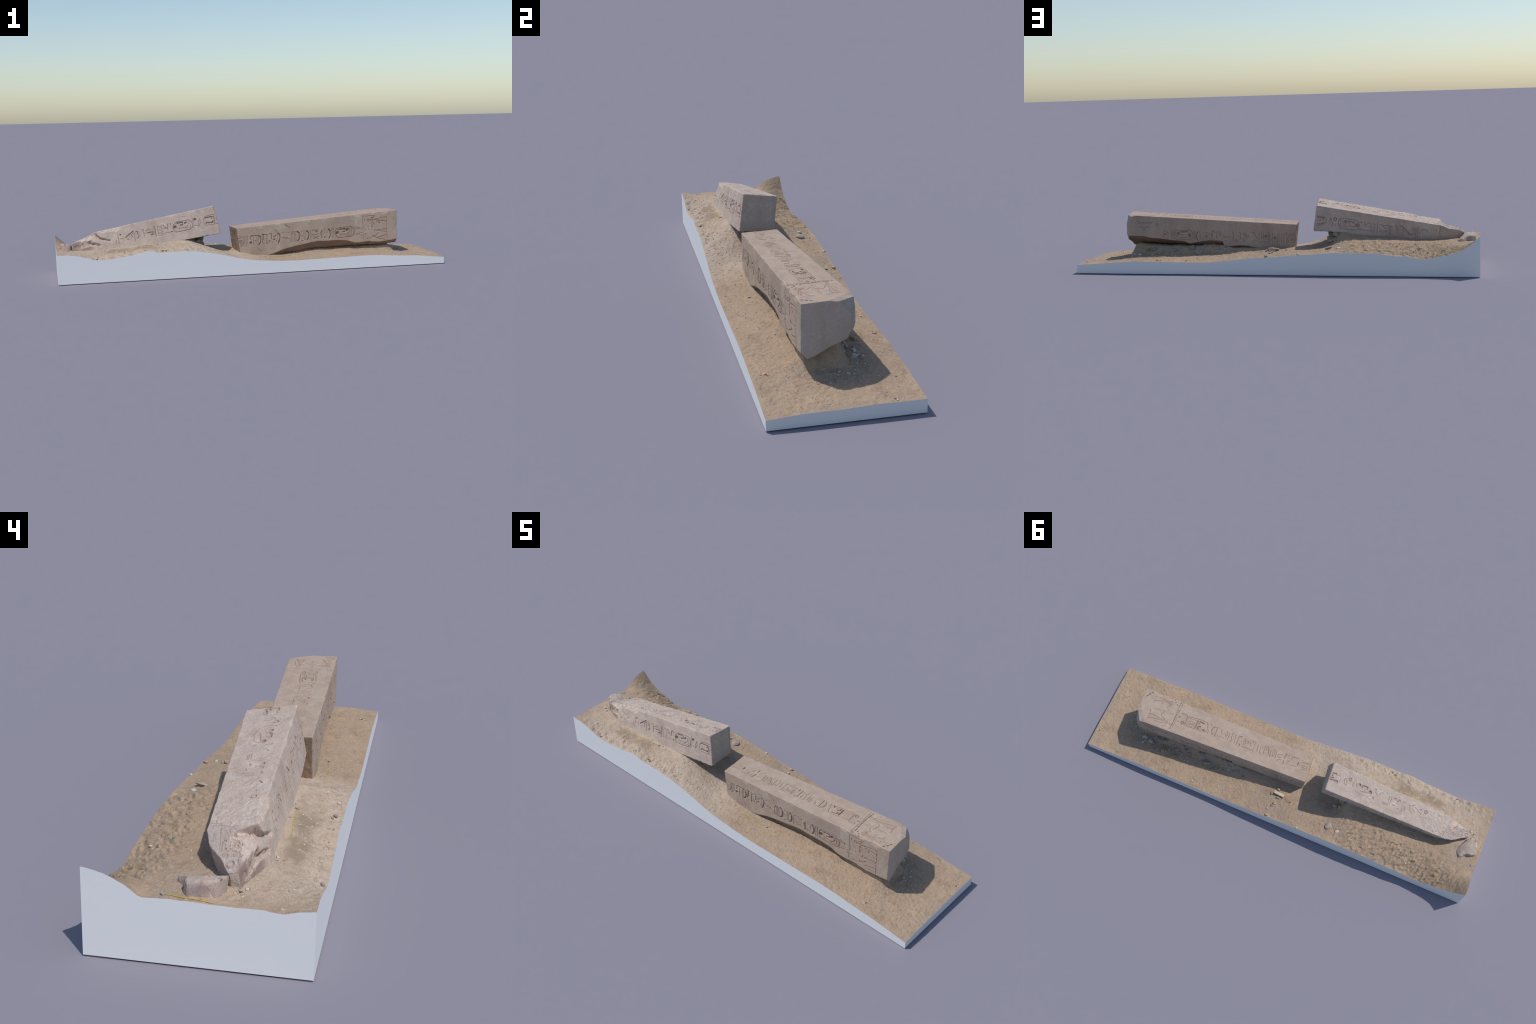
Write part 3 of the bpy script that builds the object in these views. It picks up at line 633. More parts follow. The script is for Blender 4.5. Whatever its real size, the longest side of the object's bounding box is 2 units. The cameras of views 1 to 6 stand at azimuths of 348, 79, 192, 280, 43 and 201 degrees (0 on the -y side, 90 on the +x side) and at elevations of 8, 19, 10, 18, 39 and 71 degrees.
def plane_cut(grid, point, normal, rough, seed, where=None):
    """Knock off whatever stands proud of a plane, leaving a rough facet."""
    V = grid.reshape(-1, 3)
    n = np.array(normal, float)
    n /= np.linalg.norm(n)
    h = (V - np.array(point)) @ n
    k = np.nonzero(h > -2.5 * rough)[0]
    hk = h[k] + rough * fbm(V[k], 0.02, 3, seed)
    w = np.ones(len(k)) if where is None else where(V[k])
    hit = np.clip(hk, 0, None) * w
    V[k] -= n * hit[:, None]
    out = np.zeros(len(V))
    out[k] = hit
    return out.reshape(grid.shape[:2])


def block(thing, grid, labels, parts):
    """Split the finished grid into child parts whose border vertices and normals agree."""
    R, Cn = grid.shape[:2]
    V = np.concatenate([grid.reshape(-1, 3), grid[:1].mean(1), grid[-1:].mean(1)])
    r, c = np.meshgrid(np.arange(R - 1), np.arange(Cn), indexing="ij")
    c1 = (c + 1) % Cn
    F = np.stack([r * Cn + c, (r + 1) * Cn + c, (r + 1) * Cn + c1, r * Cn + c1], -1).reshape(-1, 4)
    cc = np.arange(Cn)
    first = np.stack([np.full(Cn, R * Cn), cc, (cc + 1) % Cn, (cc + 1) % Cn], 1)
    last = np.stack([np.full(Cn, R * Cn + 1), (R - 1) * Cn + (cc + 1) % Cn, (R - 1) * Cn + cc, (R - 1) * Cn + cc], 1)
    F = np.concatenate([F, first, last])
    lab = np.concatenate([labels.ravel(), np.full(Cn, labels[0, 0]), np.full(Cn, labels[-1, 0])])
    a, b, d = V[F[:, 0]], V[F[:, 1]], V[F[:, 2]]
    if np.einsum("ij,ij->i", a, np.cross(b, d)).sum() < 0:
        F = F[:, ::-1]
        t = F[:, 0] == F[:, 1]
        F[t] = np.stack([F[t, 1], F[t, 2], F[t, 3], F[t, 3]], 1)
    N = vertex_normals(V, F)
    for key, (name, mat) in parts.items():
        f = F[lab == key]
        if len(f):
            link(quad_mesh(name, V, f, mat, N), thing)


# ------------------------------------------------------------------ lower shaft
def on_plane(point, normal, axis=1):
    """Point on a face plane: given (x, z) return y."""
    p, n = np.array(point), np.array(normal)
    return lambda x, z: p[1] - (n[0] * (x - p[0]) + n[2] * (z - p[2])) / n[1]


def build_lower_shaft():
    thing = empty("fallen_obelisk_shaft", "long tan granite shaft with carved hieroglyph columns", "obelisk shaft")
    front = on_plane((0.3556, -0.0951, 0.1802), (-0.0269, 0.9992, -0.0290))
    back = on_plane((0.3651, 0.0604, 0.1746), (-0.0636, 0.9979, -0.0095))
    x0, x1 = -0.085, 0.787
    st = lambda xs: [(x - x0) / (x1 - x0) for x in xs]
    # bottom arrises, broken and ragged: (x, z) along the front and the back face
    fb = [(-0.066, 0.050), (0.03, 0.058), (0.093, 0.077), (0.144, 0.094), (0.19, 0.106), (0.237, 0.115), (0.272, 0.121), (0.307, 0.128),
          (0.342, 0.133), (0.40, 0.132), (0.487, 0.132), (0.521, 0.124), (0.560, 0.113), (0.593, 0.113), (0.629, 0.118), (0.690, 0.111),
          (0.739, 0.116), (0.794, 0.122)]
    bb = [(-0.085, 0.070), (0.09, 0.100), (0.12, 0.108), (0.148, 0.113), (0.19, 0.117), (0.234, 0.111), (0.272, 0.113), (0.281, 0.140),
          (0.35, 0.143), (0.407, 0.135), (0.436, 0.129), (0.454, 0.130), (0.471, 0.137), (0.489, 0.142), (0.574, 0.151), (0.641, 0.158),
          (0.697, 0.167), (0.768, 0.170), (0.782, 0.160)]
    keel = [(-0.07, -0.075, 0.045), (0.05, -0.07, 0.05), (0.12, -0.078, 0.064), (0.20, -0.076, 0.078), (0.31, -0.072, 0.090), (0.44, -0.070, 0.096),
            (0.60, -0.070, 0.096), (0.72, -0.068, 0.095), (0.792, -0.066, 0.098)]
    belly = [(-0.085, -0.02, 0.045), (0.10, -0.01, 0.065), (0.20, 0.0, 0.085), (0.29, 0.006, 0.110), (0.45, 0.008, 0.108), (0.62, 0.008, 0.122), (0.782, 0.010, 0.128)]
    ends = {}
    curves = [
        ([0, 1], [(-0.0885, -0.1060, 0.2212), (0.7935, -0.0825, 0.2775)]),
        ([0, 1], [(-0.1005, 0.0330, 0.2206), (0.782, 0.0875, 0.2785)]),
        (st([max(x, x0) for x, z in bb[:-1]]) + [1.0], [(x, back(x, z), z) for x, z in bb]),
        (st([max(x, x0) for x, *_ in belly[:-1]]) + [1.0], belly),
        (st([max(x, x0) for x, *_ in keel[:-1]]) + [1.0], keel),
        (st([max(x, x0) for x, z in fb[:-1]]) + [1.0], [(x, front(x, z), z) for x, z in fb]),
    ]
    step = [0.0013, 0.0013, 0.0028, 0.0028, 0.0022, 0.0013]
    grid, side, tag = loft(curves, 690, step, [0.0028, 0.0028, 0.005, 0.02, 0.012, 0.004], 0.004, 3)
    N = grid_normals(grid, True)
    if (N[len(N) // 2, 10, 2]) < 0:
        N = -N
    X, Y, Z = (grid[..., k] for k in range(3))
    body = tag[:, None] == 0
    top, rear, fore = (body & (side[None] == k) for k in (0, 1, 5))
    depth = np.zeros(X.shape)
    fig = np.zeros(X.shape)
    for mask, a, b, strokes, figure in ((top, X, Y, B_TOP, B_TOP_FIGURE), (rear, X, Z, B_BACK, []), (fore, X, Z, B_FRONT, B_FRONT_FIGURE)):
        depth[mask] = carve(strokes, a[mask], b[mask])
        fig[mask] = carve(figure, a[mask], b[mask])
    P = grid.reshape(-1, 3)
    rough = 0.0006 * fbm(P, 0.03, 3, 21) + 0.0003 * fbm(P, 0.006, 2, 22)
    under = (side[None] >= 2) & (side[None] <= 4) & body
    brk = (tag[:, None] == -1) | under
    fade = smoothstep(0.0, 0.05, Z - 0.05)
    amount = np.where(np.broadcast_to(brk, X.shape), 1.0, 0.0)
    rim = np.ones(len(tag))
    caprows = np.nonzero(tag == -1)[0]
    rim[caprows] = np.clip((len(caprows) - caprows) / 8.0, 0, 1)
    rough = rough.reshape(X.shape) + amount * rim[:, None] * (0.004 * fbm(P, 0.03, 4, 23)).reshape(X.shape)
    grid += N * (rough - np.maximum(depth, fig))[..., None]
    # knocked-off corner at the far end, and the weathered upright beside it
    facet = plane_cut(grid, (0.7825, 0.0290, 0.2735), (0.20, 0.18, 0.96), 0.0012, 31)
    facet += plane_cut(grid, (0.7780, 0.0500, 0.2640), (0.78, 0.50, 0.38), 0.0012, 34)
    facet += plane_cut(grid, (0.7775, 0.0755, 0.22), (0.76, 0.65, 0.05), 0.0012, 32)
    facet += plane_cut(grid, (0.777, 0.066, 0.160), (0.55, 0.75, -0.35), 0.001, 33)
    # nicks along the front top arris
    for x, r, d in ((0.13, 0.008, 0.002), (0.30, 0.006, 0.002), (0.56, 0.010, 0.003), (0.655, 0.008, 0.003), (0.72, 0.012, 0.003), (0.03, 0.01, 0.002)):
        t = (x + 0.085) / 0.872
        y, z = -0.105 + t * 0.0233, 0.2195 + t * 0.056
        groove(grid, N, [(x - r, y, z), (x + r, y, z)], r, d)
    lab = np.zeros((len(tag) - 1, len(side)), int)
    m = np.maximum(depth, 0)
    quad = lambda q: np.maximum.reduce([q[:-1], q[1:], np.roll(q, -1, 1)[:-1], np.roll(q, -1, 1)[1:]])
    lab[quad(m) > 0.0007] = 1
    lab[(quad(fig) > 0.0004)] = 2
    tq = tag[:-1][:, None] + 0 * side[None]
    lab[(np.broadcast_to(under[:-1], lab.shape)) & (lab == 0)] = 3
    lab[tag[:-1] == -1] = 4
    lab[(tag[1:] == 1)] = 5
    lab[(quad(facet) > 0.0012) & (lab != 3)] = 6
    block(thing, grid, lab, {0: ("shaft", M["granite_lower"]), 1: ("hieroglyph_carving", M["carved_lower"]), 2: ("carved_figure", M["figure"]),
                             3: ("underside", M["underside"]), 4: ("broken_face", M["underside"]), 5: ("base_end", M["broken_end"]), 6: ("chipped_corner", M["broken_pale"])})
    return thing


# ------------------------------------------------------------------ upper shaft with pyramidion
def build_upper_shaft():
    thing = empty("fallen_obelisk_top", "tilted pale granite obelisk top with broken pointed tip", "obelisk top")
    curves = [
        ([0, 0.835, 1], [(-0.1990, -0.0758, 0.3410), (-0.8036, -0.0832, 0.2350), (-0.9240, -0.0662, 0.1755)]),
        ([0, 0.845, 0.893, 0.925, 0.96, 1], [(-0.2075, 0.0595, 0.3190), (-0.8131, 0.0236, 0.2143), (-0.8483, 0.0111, 0.1970), (-0.8715, -0.0086, 0.1920), (-0.8945, -0.0251, 0.1865), (-0.9252, -0.0455, 0.1721)]),
        ([0, 0.1, 0.797, 0.845, 0.92, 1], [(-0.1870, 0.0395, 0.1880), (-0.263, 0.0370, 0.1850), (-0.775, 0.0090, 0.1200), (-0.815, -0.0010, 0.1150), (-0.865, -0.0220, 0.1150), (-0.917, -0.0510, 0.1100)]),
        ([0, 0.1, 0.83, 1], [(-0.1680, -0.1010, 0.1990), (-0.264, -0.1070, 0.1865), (-0.8000, -0.1190, 0.1180), (-0.9150, -0.0785, 0.1080)]),
    ]
    grid, side, tag = loft(curves, 570, [0.0013, 0.0013, 0.003, 0.0013], [0.0042, 0.0036, 0.009, 0.007], 0.0075, 8)
    N = grid_normals(grid, True)
    if N[len(N) // 2, 10, 2] < 0:
        N = -N
    X, Y, Z = (grid[..., k] for k in range(3))
    body = tag[:, None] == 0
    top, rear, low, fore = (body & (side[None] == k) for k in (0, 1, 2, 3))
    depth = np.zeros(X.shape)
    for mask, a, b, strokes in ((top, X, Y, A_TOP + A_PYR_TOP), (rear, X, Z, A_BACK), (fore, X, Z, A_FRONT + A_PYR_FRONT)):
        depth[mask] = carve(strokes, a[mask], b[mask])
    P = grid.reshape(-1, 3)
    pits = np.clip(fbm(P, 0.0075, 2, 41), -1, 1).reshape(X.shape)
    rough = (0.0008 * fbm(P, 0.03, 3, 42) + 0.0003 * fbm(P, 0.004, 2, 43)).reshape(X.shape)
    worn = np.where(top, 0.0013, 0.0004) * (0.5 + smoothstep(-0.55, -0.75, X) * 0.8)
    rough = rough + worn * pits
    rim = np.ones(len(tag))
    caprows = np.nonzero(tag == -1)[0]
    rim[caprows] = np.clip((len(caprows) - caprows) / 8.0, 0, 1)
    broken = (tag[:, None] != 0) | (rear & (X < -0.845)) | low
    rough = rough + np.where(np.broadcast_to(broken, X.shape), 1, 0) * rim[:, None] * (0.0024 * fbm(P, 0.028, 4, 45)).reshape(X.shape)
    grid += N * (rough - depth)[..., None]
    # the front top arris is broken away near the pyramidion
    span = lambda a, b, s: (lambda V: smoothstep(a - s, a + s, V[:, 0]) * smoothstep(b + s, b - s, V[:, 0]))
    chips = plane_cut(grid, (-0.745, -0.0765, 0.2395), (-0.05, -0.62, 0.78), 0.004, 51, span(-0.800, -0.690, 0.014))
    chips += plane_cut(grid, (-0.855, -0.071, 0.2020), (-0.30, -0.60, 0.74), 0.004, 52, span(-0.900, -0.830, 0.014))
    N = grid_normals(grid, True)
    if N[len(N) // 2, 10, 2] < 0:
        N = -N
    before = grid.copy()
    # two broken ledges: steep on the shaft side, running out towards the tip
    gap = np.linalg.norm(np.diff(np.concatenate([grid, grid[:, :1]], 1), axis=1), axis=2)
    around = np.concatenate([np.zeros((len(grid), 1)), np.cumsum(gap, 1)[:, :-1]], 1)
    W = np.where(side[None] == 3, around - around[:, -1:] - gap[:, -1:], around)
    W = np.where((side[None] == 0) | (side[None] == 3), W, 9.0)
    wob = 0.003 * fbm(P, 0.03, 3, 53).reshape(X.shape)
    lip = np.interp(W, [-0.065, -0.050, -0.036, -0.020, 0.0, 0.02, 0.04], [-0.715, -0.745, -0.778, -0.793, -0.803, -0.810, -0.816]) + wob
    far = lip - X
    deep = np.interp(W, [-0.065, -0.048, -0.034, -0.014, 0.012, 0.034, 0.050], [0, 0.005, 0.011, 0.023, 0.024, 0.013, 0])
    run_out = np.interp(W, [-0.06, -0.03, 0.0, 0.04], [0.008, 0.016, 0.038, 0.030])
    cut = np.where(body, deep * smoothstep(-0.002, 0.005, far) * np.exp(-(np.clip(far, 0, None) / run_out) ** 1.5), 0)
    lip = np.interp(W, [-0.075, -0.062, -0.050, -0.042, -0.034], [-0.765, -0.790, -0.812, -0.832, -0.826]) + wob
    far = lip - X
    deep = np.interp(W, [-0.075, -0.062, -0.050, -0.040, -0.030, -0.024], [0, 0.007, 0.012, 0.015, 0.009, 0])
    run_out = np.interp(W, [-0.07, -0.055, -0.04], [0.007, 0.012, 0.028])
    cut += np.where(body, deep * smoothstep(-0.002, 0.003, far) * np.exp(-np.clip(far, 0, None) / run_out), 0)
    scar = smoothstep(-0.675, -0.70, X) * smoothstep(-0.905, -0.885, X) * smoothstep(-0.045, -0.030, W) * smoothstep(0.035, 0.012, W)
    cut += np.where(body, scar * 0.0028 * (fbm(P * [1, 0.45, 0.45], 0.011, 3, 54).reshape(X.shape) + 0.2), 0)
    grid += np.array([0.42, 0.48, -0.77]) * cut[..., None]
    # dark clefts at the foot of the ledges
    groove(grid, N, [(-0.805, -0.060, 0.218), (-0.798, -0.076, 0.209), (-0.784, -0.087, 0.200), (-0.760, -0.097, 0.193), (-0.735, -0.104, 0.188)], 0.0085, 0.009)
    groove(grid, N, [(-0.838, -0.084, 0.182), (-0.826, -0.091, 0.172), (-0.806, -0.098, 0.168), (-0.785, -0.104, 0.166)], 0.0085, 0.009)
    groove(grid, N, [(-0.690, -0.087, 0.250), (-0.695, -0.092, 0.238), (-0.700, -0.096, 0.226)], 0.006, 0.003)
    groove(grid, N, [(-0.72, -0.083, 0.246), (-0.728, -0.090, 0.236)], 0.007, 0.003)
    chips += np.linalg.norm(grid - before, axis=2)
    groove(grid, N, [(-0.680, -0.088, 0.253), (-0.676, -0.090, 0.247)], 0.007, 0.004)
    for x in (-0.30, -0.42, -0.52, -0.60):
        t = (x + 0.2032) / -0.6004
        groove(grid, N, [(x, -0.0754 - 0.0076 * t, 0.3368 - 0.1032 * t), (x - 0.012, -0.0756 - 0.0076 * t, 0.3345 - 0.1032 * t)], 0.006, 0.0016)
    quad = lambda q: np.maximum.reduce([q[:-1], q[1:], np.roll(q, -1, 1)[:-1], np.roll(q, -1, 1)[1:]])
    lab = np.zeros((len(tag) - 1, len(side)), int)
    xq = X[:-1]
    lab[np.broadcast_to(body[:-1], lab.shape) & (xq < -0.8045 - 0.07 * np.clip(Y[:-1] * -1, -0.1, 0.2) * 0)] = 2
    lab[quad(depth) > 0.0007] = 1
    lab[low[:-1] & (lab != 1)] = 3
    lab[(rear[:-1]) & (xq < -0.848)] = 4
    lab[tag[:-1] == -1] = 5
    lab[tag[1:] == 1] = 4
    lab[(quad(chips) > 0.0015) & (lab != 1)] = 6
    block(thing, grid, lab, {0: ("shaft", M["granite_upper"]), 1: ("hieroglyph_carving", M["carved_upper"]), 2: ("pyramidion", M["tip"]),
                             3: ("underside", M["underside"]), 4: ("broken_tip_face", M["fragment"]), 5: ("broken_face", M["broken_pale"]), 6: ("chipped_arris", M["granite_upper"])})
    return thing


# ------------------------------------------------------------------ ground
# Cut profiles of the strip (distance along the edge, height) and surveyed spots inside.
FRONT_EDGE = [(-1.0, 0.145), (-0.94, 0.143), (-0.90, 0.136), (-0.863, 0.126), (-0.83, 0.115), (-0.807, 0.111), (-0.774, 0.110), (-0.729, 0.114),
              (-0.687, 0.121), (-0.649, 0.124), (-0.608, 0.133), (-0.574, 0.141), (-0.548, 0.144), (-0.53, 0.141), (-0.511, 0.134), (-0.49, 0.132),
              (-0.448, 0.135), (-0.389, 0.134), (-0.329, 0.131), (-0.265, 0.121), (-0.205, 0.110), (-0.149, 0.097), (-0.097, 0.083), (-0.045, 0.073),
              (0.034, 0.065), (0.114, 0.059), (0.195, 0.057), (0.33, 0.059), (0.495, 0.062), (0.567, 0.063), (0.64, 0.061), (0.718, 0.055),
              (0.803, 0.051), (0.86, 0.048), (0.917, 0.041), (1.0, 0.032)]
BACK_EDGE = [(-1.0, 0.193), (-0.983, 0.176), (-0.962, 0.155), (-0.941, 0.137), (-0.911, 0.121), (-0.877, 0.109), (-0.834, 0.098), (-0.79, 0.088),
             (-0.751, 0.082), (-0.726, 0.082), (-0.695, 0.088), (-0.669, 0.095), (-0.638, 0.096), (-0.594, 0.099), (-0.55, 0.104), (-0.506, 0.109),
             (-0.417, 0.110), (-0.309, 0.111), (-0.214, 0.103), (-0.145, 0.100), (-0.059, 0.092), (0.024, 0.086), (0.107, 0.081), (0.19, 0.072),
             (0.252, 0.065), (0.314, 0.060), (0.388, 0.059), (0.56, 0.061), (0.652, 0.063), (0.734, 0.060), (0.834, 0.054), (0.912, 0.048), (1.0, 0.043)]
LEFT_EDGE = [(-0.2315, 0.145), (-0.199, 0.141), (-0.186, 0.138), (-0.169, 0.133), (-0.151, 0.135), (-0.129, 0.138), (-0.072, 0.137), (-0.011, 0.139),
             (0.056, 0.141), (0.107, 0.139), (0.114, 0.140), (0.123, 0.146), (0.136, 0.157), (0.159, 0.170), (0.182, 0.180), (0.205, 0.187), (0.2315, 0.193)]
RIGHT_EDGE = [(-0.2315, 0.032), (-0.176, 0.036), (-0.126, 0.040), (-0.055, 0.040), (0.0, 0.040), (0.09, 0.044), (0.168, 0.043), (0.2315, 0.043)]
SPOTS = [
    # foot of the upper shaft, front
    (-0.92, -0.118, 0.140), (-0.866, -0.116, 0.143), (-0.803, -0.118, 0.144), (-0.74, -0.116, 0.148), (-0.689, -0.115, 0.153), (-0.612, -0.114, 0.157),
    (-0.548, -0.113, 0.160), (-0.491, -0.113, 0.163), (-0.439, -0.112, 0.169), (-0.37, -0.112, 0.173), (-0.331, -0.110, 0.167), (-0.31, -0.105, 0.159),
    (-0.266, -0.092, 0.143), (-0.23, -0.092, 0.129), (-0.20, -0.092, 0.119), (-0.167, -0.095, 0.108), (-0.126, -0.105, 0.097), (-0.10, -0.110, 0.094),
    # path and rim in front of it
    (-0.639, -0.131, 0.149), (-0.505, -0.125, 0.161), (-0.763, -0.118, 0.142), (-0.87, -0.18, 0.132), (-0.81, -0.18, 0.126), (-0.76, -0.18, 0.129),
    (-0.66, -0.18, 0.140), (-0.653, -0.15, 0.144), (-0.55, -0.165, 0.152), (-0.45, -0.17, 0.152), (-0.36, -0.17, 0.153), (-0.30, -0.17, 0.145),
    # under and behind the upper shaft
    (-0.331, 0.033, 0.185), (-0.359, 0.030, 0.175), (-0.393, 0.029, 0.170), (-0.445, 0.026, 0.165), (-0.514, 0.024, 0.162), (-0.60, 0.020, 0.156),
    (-0.67, 0.017, 0.149), (-0.725, 0.015, 0.145), (-0.775, 0.013, 0.144), (-0.30, -0.03, 0.175), (-0.40, -0.04, 0.178), (-0.60, -0.04, 0.160), (-0.80, -0.04, 0.146),
    (-0.27, 0.045, 0.122), (-0.27, -0.04, 0.134), (-0.235, -0.02, 0.115), (-0.20, 0.04, 0.107), (-0.22, 0.09, 0.111), (-0.15, 0.0, 0.105), (-0.12, -0.06, 0.101), (-0.26, 0.08, 0.118),
    (-0.35, 0.11, 0.147), (-0.455, 0.11, 0.146), (-0.574, 0.11, 0.141), (-0.696, 0.128, 0.133), (-0.691, 0.181, 0.112), (-0.80, 0.12, 0.136), (-0.90, 0.10, 0.137), (-0.94, 0.13, 0.139),
    (-0.283, 0.161, 0.122), (-0.333, 0.171, 0.124), (-0.80, 0.18, 0.109), (-0.90, 0.17, 0.130), (-0.55, 0.18, 0.119),
    (-0.888, 0.03, 0.142), (-0.98, 0.069, 0.141), (-0.98, -0.032, 0.139),
    # between the shafts and behind the lower one
    (-0.109, 0.145, 0.108), (-0.089, 0.045, 0.107), (-0.105, 0.09, 0.105), (-0.024, 0.105, 0.101), (0.009, 0.163, 0.095), (0.026, 0.192, 0.090), (0.013, 0.22, 0.087),
    (-0.02, 0.04, 0.105), (0.05, 0.042, 0.106), (0.12, 0.046, 0.105), (0.20, 0.05, 0.104), (0.10, 0.11, 0.092), (0.22, 0.11, 0.085), (0.30, 0.12, 0.078), (0.25, 0.16, 0.075),
    (0.40, 0.10, 0.080), (0.47, 0.11, 0.074), (0.56, 0.115, 0.077), (0.64, 0.12, 0.075), (0.706, 0.105, 0.074), (0.744, 0.095, 0.071), (0.40, 0.16, 0.070), (0.60, 0.16, 0.070), (0.50, 0.19, 0.066), (0.30, 0.17, 0.070),
    # in front of the lower shaft
    (-0.068, -0.107, 0.096), (-0.026, -0.105, 0.087), (0.029, -0.103, 0.078), (0.093, -0.099, 0.074), (0.043, -0.141, 0.072), (0.1875, -0.130, 0.068),
    (0.17, -0.085, 0.071), (0.24, -0.085, 0.075), (0.31, -0.085, 0.083), (0.41, -0.085, 0.081), (0.50, -0.085, 0.084), (0.56, -0.085, 0.080),
    (0.65, -0.085, 0.076), (0.74, -0.085, 0.068), (0.70, -0.13, 0.063), (0.62, -0.14, 0.067), (0.78, -0.14, 0.053), (0.324, -0.161, 0.072), (0.22, -0.11, 0.072), (0.55, -0.16, 0.070), (0.771, -0.185, 0.0535),
    # beyond the base end
    (0.769, -0.075, 0.060), (0.80, 0.09, 0.054), (0.795, -0.02, 0.054), (0.80, -0.10, 0.056), (0.8245, -0.021, 0.0485), (0.984, -0.197, 0.037), (0.903, 0.219, 0.048), (0.854, 0.165, 0.056), (0.9903, 0.145, 0.0435), (0.90, 0.0, 0.045),
    (0.85, 0.06, 0.049),
]


def thin_plate(points, values, X, Y):
    """Thin-plate spline through the surveyed spots."""
    P = np.array(points, float)
    n = len(P)
    kern = lambda r2: 0.5 * r2 * np.log(np.maximum(r2, 1e-12))
    d2 = ((P[:, None] - P[None]) ** 2).sum(2)
    A = np.zeros((n + 3, n + 3))
    A[:n, :n] = kern(d2) + 2e-5 * np.eye(n)
    A[:n, n:] = np.c_[np.ones(n), P]
    A[n:, :n] = A[:n, n:].T
    w = np.linalg.solve(A, np.r_[np.array(values, float), 0, 0, 0])
    out = w[n] + w[n + 1] * X + w[n + 2] * Y
    for (px, py), wi in zip(P, w[:n]):
        out = out + wi * kern((X - px) ** 2 + (Y - py) ** 2)
    return out


NX, NY = 1060, 250
GX, GY = np.linspace(-HALF_X, HALF_X, NX), np.linspace(-HALF_Y, HALF_Y, NY)
RUBBLE_LINE = [(0.20, 0.108), (0.28, 0.120), (0.35, 0.124), (0.42, 0.115), (0.49, 0.117), (0.58, 0.117), (0.64, 0.121), (0.725, 0.127), (0.76, 0.126)]


